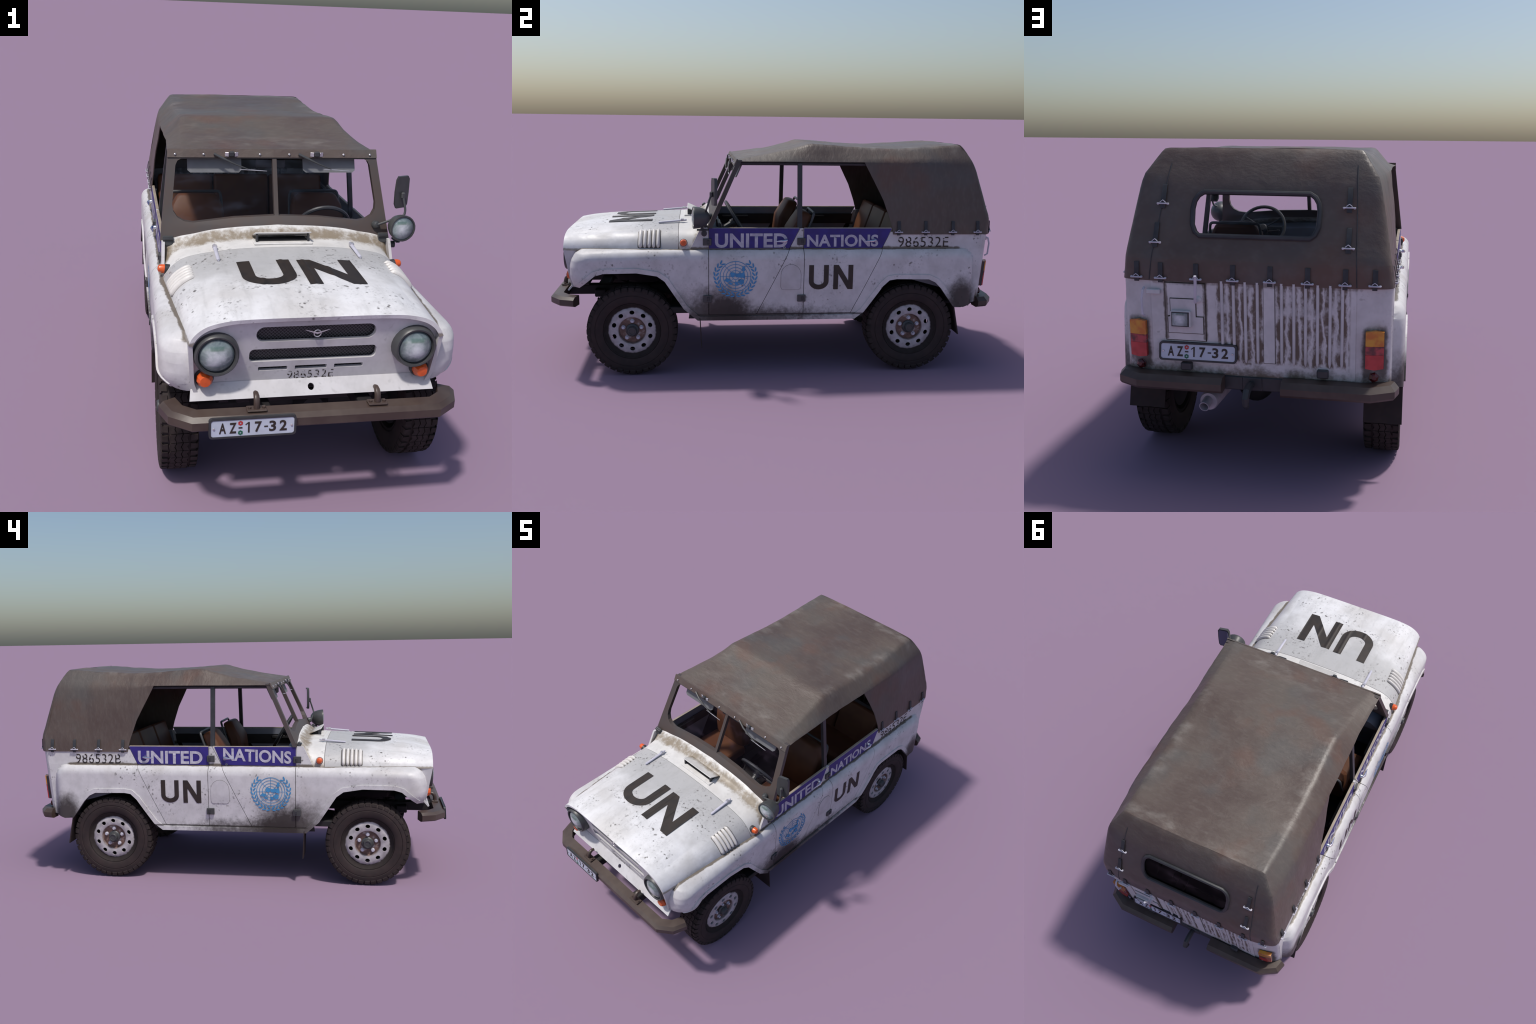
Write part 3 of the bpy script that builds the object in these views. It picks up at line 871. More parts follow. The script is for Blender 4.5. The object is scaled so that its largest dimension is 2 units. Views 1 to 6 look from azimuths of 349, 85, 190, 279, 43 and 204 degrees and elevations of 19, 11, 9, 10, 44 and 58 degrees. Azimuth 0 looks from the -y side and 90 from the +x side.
# cowl: hood rear line, then a curl up to the windshield foot
COWL = [(-0.441, [(0, 0.650), (0.123, 0.648), (0.230, 0.639), (0.284, 0.631), (0.330, 0.620), (0.364, 0.600), (0.390, 0.570), (0.405, 0.540)]),
        (-0.400, [(0, 0.652), (0.123, 0.650), (0.230, 0.641), (0.284, 0.633), (0.330, 0.622), (0.366, 0.602), (0.392, 0.571), (0.406, 0.540)]),
        (-0.365, [(0, 0.656), (0.123, 0.653), (0.230, 0.645), (0.284, 0.637), (0.332, 0.626), (0.370, 0.606), (0.394, 0.573), (0.406, 0.540)]),
        (-0.342, [(0, 0.664), (0.123, 0.661), (0.230, 0.653), (0.286, 0.645), (0.336, 0.635), (0.376, 0.616), (0.398, 0.578), (0.405, 0.540)]),
        (-0.325, [(0, 0.676), (0.123, 0.673), (0.230, 0.665), (0.290, 0.656), (0.345, 0.647), (0.384, 0.630), (0.401, 0.588), (0.404, 0.540)]),
        (-0.306, [(0, 0.688), (0.123, 0.684), (0.230, 0.675), (0.292, 0.664), (0.350, 0.654), (0.392, 0.638), (0.402, 0.595), (0.403, 0.540)])]
rows = []
for k in range(31):
    y = -0.441 + (0.135) * k / 30
    row = []
    for t, s in [(i / 28, -1) for i in range(28, -1, -1)] + [(i / 28, 1) for i in range(1, 29)]:
        col = [(yy, along(pts, t)) for yy, pts in COWL]
        row.append((s * smooth(y, [(a, b[0]) for a, b in col]), y, smooth(y, [(a, b[1]) for a, b in col])))
    rows.append(row)
cowl = grid("cowl", rows, M["cowl"], thick=0.008, sm=40)
# air vent: box with a raised flap
vent = box("air_vent", (0, -0.386, 0.6535), (0.200, 0.070, 0.006), M["cowl"], cowl, 0.002)
box("vent_opening", (0, -0.378, 0.658), (0.172, 0.040, 0.006), M["black"], cowl, 0.002)
box("vent_flap", (0, -0.378, 0.6755), (0.194, 0.064, 0.004), M["cowl"], cowl, 0.0015, RX(-24))
for s in (1, -1):
    box("vent_bracket", (s * 0.088, -0.398, 0.668), (0.007, 0.016, 0.026), M["iron"], cowl, 0.002)
# side indicators
for s in (1, -1):
    lathe("indicator_base", [(0.0165, -0.012), (0.0165, 0.003), (0.014, 0.005)], (s * 0.3925, -0.420, 0.574), (s, 0, 0.12), M["iron"], cowl, 18)
    lathe("side_indicator", [(0.0150, 0.002), (0.0145, 0.014), (0.0115, 0.023), (0.006, 0.0265), (0, 0.027)], (s * 0.3925, -0.420, 0.574), (s, 0, 0.12), M["amber"], cowl, 18)

# grille shell
def face_y(z):
    return -0.908 + (0.54 - z) * 0.17
def pill(x0, x1, z0, z1, r, chamfer=False):
    pts = []
    for cx, cz, a0 in ((x1 - r, z1 - r, 0), (x0 + r, z1 - r, 90), (x0 + r, z0 + r, 180), (x1 - r, z0 + r, 270)):
        pts += [(cx + r * cos(radians(a0 + 15 * i)), cz + r * sin(radians(a0 + 15 * i))) for i in range(7)]
    return pts
shell = [(0.350, 0.400), (0.351, 0.540), (0.334, 0.566), (0.309, 0.582), (0.276, 0.590), (0.226, 0.596), (0, 0.598)]
shell = shell + [(-a, b) for a, b in shell[-2::-1]]
holes = [pill(-0.174, 0.168, 0.529, 0.577, 0.023), pill(-0.190, 0.178, 0.463, 0.505, 0.014)]
slots = [(-0.162, -0.078), (-0.056, 0.037), (0.059, 0.144)]
holes += [pill(a, b, 0.4325, 0.4450, 0.002) for a, b in slots]
front = panel("grille_panel", [shell] + holes, lambda u, v: (u, face_y(v), v), (0, -1, 0), (0, 0.014, 0), M["plain"])
box("grille_mesh", (0, face_y(0.515) + 0.020, 0.512), (0.40, 0.003, 0.165), M["mesh"], front, 0, RX(9.6))
# badge: ring and spread wings
by, bz = face_y(0.553) - 0.004, 0.553
lathe("badge_ring", [(0.0100 + 0.0016 * cos(a), 0.0016 * sin(a)) for a in (2 * pi * i / 8 for i in range(8))], (-0.003, by, bz), (0, -1, 0), M["steel"], front, 24, closed_prof=True)
for s in (1, -1):
    panel("badge_wing", [[(-0.003, bz - 0.002), (-0.003 + s * 0.034, bz + 0.0105), (-0.003 + s * 0.036, bz + 0.012), (-0.003, bz + 0.003)]], lambda u, v: (u, by - 0.001, v), (0, -1, 0), (0, 0.002, 0), M["steel"], front)
def front_number(u, v):
    z = 0.4005 + 0.027 * v
    return (-0.077 + 0.136 * u, face_y(z) - 0.0009, z)
lettering("number_stencil", "986532E", front_number, (0, -1, 0), M["ink"], front, -0.004, 1.08, worn=0.46)
# flanges either side and the lower lip
for s in (1, -1):
    rows = []
    for z in frange(0.372, 0.540, 0.012):
        xo = interp(z, [(0.372, 0.340), (0.384, 0.345), (0.412, 0.355), (0.538, 0.3625)])
        yf = -0.930 + (0.54 - z) * 0.17
        rows.append([(s * xo, -0.874, z), (s * xo, yf, z), (s * (xo - 0.012), yf, z), (s * (xo - 0.013), face_y(z) + 0.01, z)])
    if s < 0:
        rows = rows[::-1]
    grid("shell_flange", rows, M["plain"], front, sm=25)
lip = [(-0.356, 0.0), (0.356, 0.0), (0.350, 1.0), (-0.350, 1.0)]
hole = [(-0.008 + 0.0095 * cos(2 * pi * i / 16), 0.5 + 0.21 * sin(2 * pi * i / 16)) for i in range(16)]
panel("front_apron", [lip, hole], lambda u, v: (u, -0.919 + 0.033 * v, 0.363 + 0.038 * v), (0, -1, 0.5), (0, 0.006, -0.004), M["plain"], front)

# headlamps and turn lamps
for s in (1, -1):
    c = (s * 0.284, face_y(0.503), 0.503)
    lamp = lathe("headlamp_rim", [(0.0640, -0.006), (0.0640, 0.012), (0.0610, 0.028), (0.0570, 0.032), (0.0525, 0.031), (0.0505, 0.022), (0.049, 0.018)], c, (0, -1, 0), M["grey"], None, 28)
    lathe("headlamp_lens", [(0.0500, 0.020), (0.046, 0.027), (0.038, 0.031), (0.026, 0.0365), (0.012, 0.039), (0, 0.0395)], c, (0, -1, 0), M["lens"], lamp, 28)
    c = (s * 0.314, face_y(0.423), 0.423)
    base = lathe("turn_lamp_base", [(0.027, -0.004), (0.027, 0.010), (0.0235, 0.014)], c, (0, -1, 0), M["iron"], None, 20)
    lathe("turn_lamp_lens", [(0.0235, 0.010), (0.0225, 0.024), (0.015, 0.037), (0, 0.038)], c, (0, -1, 0), M["amber"], base, 10, sm=20)

# ------------------------------------------------------------------ windshield
TILT = 0.446
def ws(x, z, d=0.0):
    k = min(1.0, max(0.0, (0.725 - z) / 0.045))
    return (x, -0.190 - TILT * (0.925 - z) + d - 0.012 * k * k * (3 - 2 * k) * max(0.0, 1 - (x / 0.39) ** 2), z)
outer = [(0.371, 0.925), (0.405, 0.637), (0.355, 0.649), (0.229, 0.669), (0.12, 0.677), (0, 0.680)]
outer = outer + [(-a, b) for a, b in outer[-2::-1]]
pane = [(0.0075, 0.897), (0.17, 0.897), (0.328, 0.896), (0.340, 0.890), (0.347, 0.876), (0.3615, 0.752), (0.358, 0.730), (0.345, 0.711), (0.322, 0.699), (0.292, 0.695), (0.15, 0.709), (0.0075, 0.714)]
pane2 = [(-a, b) for a, b in pane]
frame = panel("windshield_frame", [outer, pane, pane2], ws, (0, -1, 0.4), (0, 0.020, 0.0), M["frame"], sm=25, cu=frange(-0.36, 0.36, 0.04), cv=[0.725, 0.715, 0.705, 0.695, 0.685, 0.675, 0.66])
panel("windshield_glass", [pane], lambda u, v: ws(u, v, 0.010), (0, -1, 0.4), None, M["glass"], frame)
panel("windshield_glass", [pane2], lambda u, v: ws(u, v, 0.010), (0, -1, 0.4), None, M["glass"], frame)
for s in (1, -1):
    h = box("windshield_hinge", ws(s * 0.379, 0.641, -0.010), (0.036, 0.010, 0.034), M["grey"], frame, 0.002, RX(-14))
    tube("hinge_pin", [ws(s * 0.379 - 0.017, 0.648, -0.017), ws(s * 0.379 + 0.017, 0.648, -0.017)], 0.006, M["iron"], h, 8)
    # sun visor inside
    x0, x1 = (-0.304, -0.114) if s < 0 else (0.108, 0.300)
    vis = [(x0 + 0.01, 0.846), (x1 - 0.01, 0.846), (x1, 0.854), (x1, 0.902), (x0, 0.902), (x0, 0.854)]
    panel("sun_visor", [vis], lambda u, v: ws(u, v, 0.030), (0, -1, 0), (0, 0.006, 0), M["visor"], frame)
    # wiper: arm hanging from the top rail with a blade
    x0 = -0.214 if s < 0 else 0.086
    p = [ws(x0, 0.914, -0.010), ws(x0 + 0.035, 0.898, -0.014), ws(x0 + 0.075, 0.880, -0.010), ws(x0 + 0.118, 0.864, -0.004)]
    arm = tube("wiper_arm", p, [0.0045, 0.0045, 0.003, 0.002], M["grey"], frame, 8)
    tube("wiper_blade", [ws(x0 + 0.090, 0.862, -0.002), ws(x0 + 0.135, 0.8605, -0.003), ws(x0 + 0.185, 0.857, -0.002)], [0.0012, 0.0022, 0.0012], M["steel"], arm, 6)
    # clip on the rail
    clip = box("canvas_clip", ws(s * 0.152, 0.914, -0.012), (0.018, 0.014, 0.018), M["iron"], frame, 0.003)
    for q in (1, -1):
        box("clip_plate", ws(s * 0.152 + q * 0.0165, 0.912, -0.008), (0.014, 0.004, 0.015), M["steel"], clip, 0.001, RZ(q * 22))
    for xr in (0.348, 0.250, 0.0525):
        bmv = lathe("rail_rivet", [(0.0042, 0), (0.0036, 0.0022), (0.002, 0.0034), (0, 0.0036)], ws(s * xr, 0.912, -0.0065), (0, -1, 0.446), M["steel"], frame, 10)
box("rear_view_mirror", ws(-0.008, 0.874, 0.040), (0.105, 0.012, 0.036), M["black"], frame, 0.005)

# wing mirror and spot lamp on the driver's side
lathe("mirror_socket", [(0.014, 0), (0.014, 0.012), (0.009, 0.020), (0, 0.022)], ws(0.354, 0.682, -0.001), (0.25, -1, 0.2), M["grey"], frame, 14)
arm_path = round_path([ws(0.356, 0.684, -0.018), (0.397, -0.322, 0.700), (0.453, -0.324, 0.720), (0.4575, -0.318, 0.738), (0.450, -0.303, 0.786)], 0.012)
arm = tube("mirror_arm", arm_path, 0.0042, M["grey"], None, 10)
box("mirror_ball", (0.450, -0.302, 0.787), (0.014, 0.014, 0.024), M["grey"], arm, 0.004)
hx, hz, hw, hh = 0.4475, 0.797, 0.0270, 0.0580
loop = [(hx + a * hw, hz + b * hh) for a, b in ((-0.95, -0.75), (-0.7, -1), (0.7, -0.96), (0.95, -0.75), (1.0, 0.0), (0.97, 0.82), (0.75, 1.0), (-0.65, 0.98), (-0.9, 0.75), (-1.0, 0.0))]
mir = panel("wing_mirror", [loop], lambda u, v: (u, -0.296 + (u - hx) * 0.25, v), (0, -1, 0), (0, 0.012, 0), M["grey"], None)
loop2 = [(hx + (a - hx) * 0.88, hz + (b - hz) * 0.90) for a, b in loop]
panel("mirror_glass", [loop2], lambda u, v: (u, -0.2832 + (u - hx) * 0.25, v), (0, 1, 0), None, M["mirror"], mir)
sc = (0.429, -0.345, 0.687)
ax = (0.10, -1, 0.0)
spot = lathe("spot_lamp", [(0, -0.037), (0.014, -0.036), (0.027, -0.027), (0.037, -0.014), (0.044, 0.006), (0.0465, 0.024), (0.0475, 0.030), (0.0465, 0.034), (0.042, 0.034), (0.041, 0.028)], sc, ax, M["grey"], None, 22)
lathe("spot_lens", [(0.0415, 0.030), (0.032, 0.035), (0.018, 0.0385), (0, 0.0395)], sc, ax, M["spot_lens"], spot, 22)
box("lamp_bracket", (0.424, -0.338, 0.634), (0.016, 0.050, 0.006), M["iron"], spot, 0.002)
lathe("bracket_boss", [(0.012, -0.010), (0.012, 0.010), (0, 0.011)], (0.412, -0.332, 0.617), (1, 0, 0), M["iron"], spot, 14)
box("bracket_post", (0.426, -0.340, 0.645), (0.010, 0.012, 0.022), M["iron"], spot, 0.002)

# ------------------------------------------------------------------ canvas top
ZT = [(-0.190, 0.928), (-0.03, 0.955), (0.10, 0.986), (0.136, 0.997), (0.20, 0.993), (0.33, 0.985), (0.495, 0.980), (0.65, 0.987), (0.78, 0.997), (0.82, 0.996)]
W1 = [(-0.190, 0.315), (-0.03, 0.298), (0.136, 0.285), (0.30, 0.285), (0.82, 0.287)]
XE = [(-0.190, 0.374), (0.02, 0.368), (0.20, 0.367), (0.36, 0.371), (0.66, 0.366), (0.80, 0.350)]
def low_z(y):
    return interp(y, [(0.361, 0.919), (0.445, 0.757), (0.476, 0.672), (0.488, 0.630), (0.490, 0.609)])
def rear_y(z):
    return smooth(z, [(0.60, 0.940), (0.612, 0.941), (0.666, 0.944), (0.73, 0.926), (0.83, 0.893), (0.894, 0.871), (0.95, 0.843), (0.985, 0.820), (0.998, 0.806)])
def corner_drop(e, z=0.6):
    """the rear wall falls away towards the side; e = distance from the side"""
    k = interp(z, [(0.64, 1.0), (0.75, 0.75), (0.88, 0.40), (0.995, 0.20)])
    return k * smooth(max(e, 0.0), [(0, 0.040), (0.006, 0.026), (0.024, 0.015), (0.064, 0.006), (0.104, 0.0)])
def wall_y(x, z):
    return rear_y(z) - corner_drop(interp(z, side_prof) - abs(x), z)
def section(y, inset=0.0, lower=True):
    zt, w1, xe = smooth(y, ZT), interp(y, W1), interp(y, XE)
    ze = min(0.920, zt - 0.004)
    pts = [(w1 * i / 14, zt - 0.001 * (i / 14) ** 2) for i in range(15)]
    b = (w1 + (xe - w1) * 0.34, zt - (zt - ze) * 0.17)
    pts += [((w1 * 0.5 + b[0] * 0.5) + 0.003, zt - (zt - ze) * 0.045), b]
    pts += [(b[0] + (xe - b[0]) * k, b[1] + (ze - b[1]) * k) for k in (0.33, 0.66, 1.0)]
    zl = min(low_z(y), ze - 0.001) if lower else ze - 0.001
    for k in range(1, 15):
        z = ze + (zl - ze) * k / 14
        pts.append((xe + (0.4045 - xe) * ((0.920 - z) / 0.311) ** 0.80 if z < 0.920 else xe, z))
    if inset:
        pts = [(max(0, x - inset * min(1, x / 0.3)), z - inset * 0.45 * max(0, min(1, (z - 0.95) / 0.03))) for x, z in pts]
    return pts
side_prof = sorted([(z, x) for x, z in section(0.80)[14:]])
stations = frange(-0.190, 0.355, 0.0195) + [0.361, 0.375, 0.39, 0.405, 0.42, 0.433, 0.445, 0.455, 0.466, 0.476, 0.483, 0.488, 0.4905] + frange(0.51, 0.70, 0.019) + frange(0.71, 0.80, 0.015)
rows = []
def canvas_row(y, inset=0.0, tail=None):
    half = section(min(y, 0.80), inset)
    row = []
    for s in (-1, 1):
        seq = half[::-1] if s < 0 else half[1:]
        for x, z in seq:
            yy = y
            if y > 0.70:
                end = wall_y(x, z)
                k = (y - 0.70) / 0.10
                yy = 0.70 + (end - 0.70) * min(k, 1)
            if tail is not None:
                yy = rear_y(z) - tail
            p = Vector((s * x, yy, z))
            n1 = noise.noise(Vector((p.x * 5, p.y * 6, p.z * 5))) * 0.0035 + abs(noise.noise(Vector((p.x * 7 + p.y * 9, p.y * 13 - p.x * 4, p.z * 6 + 7)))) * -0.0035 + noise.noise(Vector((p.x * 16, p.y * 11 + 4, p.z * 12))) * 0.0012
            hold = min(1, max(0, (y + 0.19) / 0.06)) * min(1, max(0.0, (z - 0.62) / 0.06))
            p.z += n1 * hold * (1 if z > 0.95 else 0.2)
            p.x += s * n1 * hold * (1 if z < 0.95 else 0.1)
            row.append(tuple(p))
    return row
for y in stations:
    rows.append(canvas_row(y))
canvas = grid("canvas_top", rows, M["canvas"], thick=0.004, sm=42)
# flap of cloth over the windshield rail
flap = [(-0.3735, 0.929), (0.3735, 0.929), (0.3745, 0.9015), (-0.3745, 0.9015)]
panel("canvas_front_flap", [flap], lambda u, v: ws(u, v, -0.0045), (0, -1, 0.4), (0, 0.006, 0), M["canvas"], canvas, cu=frange(-0.36, 0.36, 0.06))
# rear wall with the window
tail = [(x, z - 0.0008) for x, z in section(0.80)]
rear_loop = [(x, z) for x, z in tail] + [(-x, z) for x, z in tail[:0:-1]]
win = [(0.164, 0.868), (0.180, 0.858), (0.190, 0.842), (0.194, 0.82), (0.192, 0.775), (0.182, 0.754), (0.168, 0.744)]
win = [(a * 0.965, b) for a, b in win]
win = win + [(-a, b) for a, b in win[::-1]]
wall = panel("canvas_rear_wall", [rear_loop, win], lambda u, v: (u, wall_y(u, v) + 0.0004, v), (0, 1, 0), (0, -0.004, 0), M["canvas"], canvas,
             cu=sorted(set(frange(-0.404, -0.24, 0.006) + frange(-0.2, 0.2, 0.05) + frange(0.24, 0.404, 0.006))), cv=frange(0.615, 0.99, 0.015), sm=50)
path = [(a, rear_y(b) + 0.003, b) for a, b in win]
trim = tube("window_trim", path + path[:2], 0.0078, M["iron"], wall, 8)
panel("rear_window", [win], lambda u, v: (u, rear_y(v) - 0.001, v), (0, 1, 0), None, M["glass"], wall, cv=[0.8])
# seams of the roll-up flap
for s in (1, -1):
    sx = lambda z: interp(z, [(0.61, 0.312 if s > 0 else 0.300), (0.99, 0.262 if s > 0 else 0.288)])
    tube("flap_seam", [(s * sx(z), wall_y(s * sx(z), z) + 0.001, z) for z in frange(0.612, 0.95, 0.03)], 0.0016, M["strap"], wall, 6)

# straps and buckles
def strap(p, along_dir, out, length, parent=None):
    """webbing hanging to a wire buckle at p; along_dir = direction up the strap"""
    u, o = Vector(along_dir).normalized(), Vector(out).normalized()
    r = u.cross(o).normalized()
    p = Vector(p)
    def q(a, b, c): return p + r * a + u * b + o * c
    rows = [[q(-0.0072 + jit, b, c), q(0.0072 + jit, b, c), q(0.0072 + jit, b, c + 0.0018), q(-0.0072 + jit, b, c + 0.0018)]
            for b, c, jit in ((-0.014, 0.003, 0), (-0.004, 0.005, 0), (0.004, 0.006, 0), (0.4 * length, 0.004, 0.001), (length - 0.004, 0.002, 0.001), (length, 0.0005, 0.001))]
    st = grid("fastening_strap", rows, M["strap"], parent, closed=True, caps=True, sm=20)
    b = tube("strap_buckle", [q(-0.017, 0, 0.006), q(-0.0165, -0.0005, 0.0085), q(0.0165, -0.0005, 0.0085), q(0.017, 0, 0.006)], 0.0024, M["latch"], st, 6)
    tube("buckle_loop", [q(-0.0085, 0.003, 0.009), q(0, 0.0095, 0.0095), q(0.0085, 0.003, 0.009)], 0.0014, M["latch"], st, 6)
    for a in (-0.015, 0.015):
        box("buckle_foot", q(a, -0.0005, 0.004), (0.006, 0.006, 0.006), M["latch"], st, 0.001)

def rear_strap(x, z, length):
    e = 0.02
    up = Vector((0, rear_y(z + e) - rear_y(z), e))
    o = Vector((0, up.z, -up.y))
    strap((x, wall_y(x, z) + 0.0008, z), up, o, length, wall)
for x in (0.351, 0.275, 0.168, 0.058, -0.051, -0.160, -0.267, -0.350):
    rear_strap(x, 0.619, 0.045)
for x, z in ((0.280, 0.831), (0.294, 0.720), (-0.2705, 0.831), (-0.2725, 0.720)):
    rear_strap(x, z, 0.060)
for s in (1, -1):
    for y in (0.514, 0.634, 0.756, 0.868):
        strap((s * 0.4035, y, 0.619), (-s * 0.12, 0, 1), (s, 0, 0.12), 0.048, canvas)

# hoops: roof rail and B post inside the opening
for s in (1, -1):
    tube("roof_rail", [(s * 0.352, -0.178, 0.911), (s * 0.346, 0.10, 0.911), (s * 0.345, 0.38, 0.910)], 0.0085, M["iron"], canvas, 8)
    rows = [[(s * (xx + a), 0.081 + b, z) for a, b in ((-0.008, -0.010), (0.008, -0.010), (0.008, 0.010), (-0.008, 0.010))] for xx, z in ((0.386, 0.60), (0.380, 0.66), (0.350, 0.912))]
    grid("door_post", rows, M["iron"], canvas, closed=True, caps=True, sm=20)

# ------------------------------------------------------------------ tail
def tail_y(z):
    return 0.910 + (z - 0.325) * 0.085
def on_tail(lift):
    return lambda u, v: (u, tail_y(v) + lift - corner_drop(0.4035 - abs(u)), v)
wide = frange(-0.402, 0.402, 0.004)
panel("tail_panel", [[(-0.4035, 0.304), (0.4035, 0.304), (0.4025, 0.62), (-0.4025, 0.62)]], on_tail(0.0), (0, 1, 0), (0, -0.010, 0), M["tail"], None, cu=[u for u in wide if abs(u) > 0.29], sm=50)
gate = panel("tailgate", [[(-0.299, 0.329), (0.309, 0.329), (0.309, 0.616), (-0.299, 0.616)]], on_tail(0.0035), (0, 1, 0), (0, -0.006, 0), M["tail"])
for x in (0.093, 0.058, 0.023, -0.013, -0.084, -0.120, -0.154, -0.189, -0.225, -0.260):
    rows = []
    for z in (0.366, 0.372, 0.380, 0.46, 0.54, 0.615):
        k = 0.25 if z < 0.369 else (0.7 if z < 0.375 else 1.0)
        rows.append([(x + 0.0048 * k * cos(a), tail_y(z) + 0.003 + 0.0065 * k * sin(a), z) for a in (pi * i / 6 for i in range(7))])
    grid("tailgate_rib", rows, M["plain"], gate, sm=50)
panel("tailgate_strake", [[(-0.064, 0.371), (-0.032, 0.371), (-0.032, 0.614), (-0.064, 0.614)]], on_tail(0.0075), (0, 1, 0), (0, -0.005, 0), M["tail"], gate)
panel("panel_seam", [[(0.1415, 0.4265), (0.2665, 0.4265), (0.2665, 0.606), (0.1415, 0.606)]], on_tail(0.0045), (0, 1, 0), (0, -0.002, 0), M["grime"], gate)
panel("panel_seam", [[(0.148, 0.4495), (0.2585, 0.4495), (0.2585, 0.5035), (0.2505, 0.5045), (0.2505, 0.5585), (0.1695, 0.5585), (0.1695, 0.5045), (0.148, 0.5045)]], on_tail(0.0075), (0, 1, 0), (0, -0.002, 0), M["grime"], gate)
panel("panel_seam", [[(-0.0655, 0.3685), (-0.0305, 0.3685), (-0.0305, 0.614), (-0.0655, 0.614)]], on_tail(0.0045), (0, 1, 0), (0, -0.002, 0), M["grime"], gate)
panel("lamp_panel", [[(0.144, 0.429), (0.264, 0.429), (0.264, 0.603), (0.144, 0.603)]], on_tail(0.0065), (0, 1, 0), (0, -0.004, 0), M["tail"], gate)
panel("lamp_mount", [[(0.150, 0.452), (0.256, 0.452), (0.256, 0.500), (0.248, 0.502), (0.248, 0.556), (0.172, 0.556), (0.172, 0.502), (0.150, 0.502)]], on_tail(0.0105), (0, 1, 0), (0, -0.005, 0), M["plain"], gate)
lampbox = box("reversing_lamp", (0.215, tail_y(0.497) + 0.016, 0.497), (0.062, 0.018, 0.051), M["plain"], gate, 0.003)
box("reversing_lamp_rim", (0.215, tail_y(0.497) + 0.0245, 0.497), (0.054, 0.003, 0.044), M["iron"], lampbox, 0.001)
box("reversing_lamp_lens", (0.216, tail_y(0.497) + 0.0255, 0.497), (0.047, 0.004, 0.038), M["rev_lens"], lampbox, 0.001)
# handles and catches
box("hinge_tab", (0.299, tail_y(0.575) + 0.010, 0.576), (0.043, 0.012, 0.014), M["plain"], gate, 0.002)
tube("gate_stay", [(0.329, tail_y(0.585) + 0.004, 0.586), (0.329, tail_y(0.58) + 0.017, 0.580), (0.331, tail_y(0.56) + 0.024, 0.556), (0.330, tail_y(0.51) + 0.024, 0.508), (0.329, tail_y(0.50) + 0.012, 0.500)], 0.0038, M["latch"], gate, 8)
tube("gate_handle", [(0.166, 0.932, 0.556), (0.166, 0.960, 0.553), (0.164, 0.966, 0.562), (0.160, 0.976, 0.600), (0.157, 0.990, 0.636)], 0.0045, M["latch"], gate, 8)
lathe("handle_boss", [(0.011, 0), (0.011, 0.006), (0.006, 0.012), (0, 0.012)], (0.164, tail_y(0.556) + 0.004, 0.556), (0, 1, 0), M["plain"], gate, 14)
for x in (0.204, -0.206):
    c = box("tailgate_hinge", (x, tail_y(0.35) + 0.011, 0.349), (0.034, 0.018, 0.024), M["iron"], gate, 0.003)
# tail lamps: amber above, red below
for s in (1, -1):
    x0, x1 = s * 0.354 - 0.0262, s * 0.354 + 0.0262
    xm = (x0 + x1) / 2
    def piece(name, lo, hi, mat, par, tip_lo=0.0, tip_hi=0.0, lift=0.016):
        loop = [(x0, lo), (xm, lo - tip_lo), (x1, lo), (x1, hi), (xm, hi + tip_hi), (x0, hi)]
        return panel(name, [loop], lambda u, v: (u, tail_y(v) + lift - 0.004 - 0.18 * (abs(u) - 0.328) + 0.002 * (1 - ((u - xm) / 0.0262) ** 2), v), (0, 1, 0), (0, -0.015, 0), mat, par, cu=[xm + k * 0.0065 for k in range(-3, 4)])
    housing = box("tail_lamp", (xm, tail_y(0.427) - 0.008, 0.427), (0.053, 0.020, 0.112), M["iron"], None, 0.001, RX(-4.8) @ RZ(-s * 10))
    piece("amber_lens", 0.4405, 0.483, M["tamber"], housing, 0, 0.004)
    piece("dark_lens", 0.4150, 0.4400, M["tdark"], housing)
    piece("red_lens", 0.373, 0.4145, M["tred"], housing, 0.004, 0)
    refl = lathe("reflector", [(0.0155, 0), (0.0155, 0.004), (0.0135, 0.005), (0.0135, 0.010), (0.007, 0.014), (0, 0.015)], (s * 0.352, tail_y(0.343) - 0.009, 0.343), (s * 0.15, 1, 0.05), M["dred"], None, 6, sm=20)

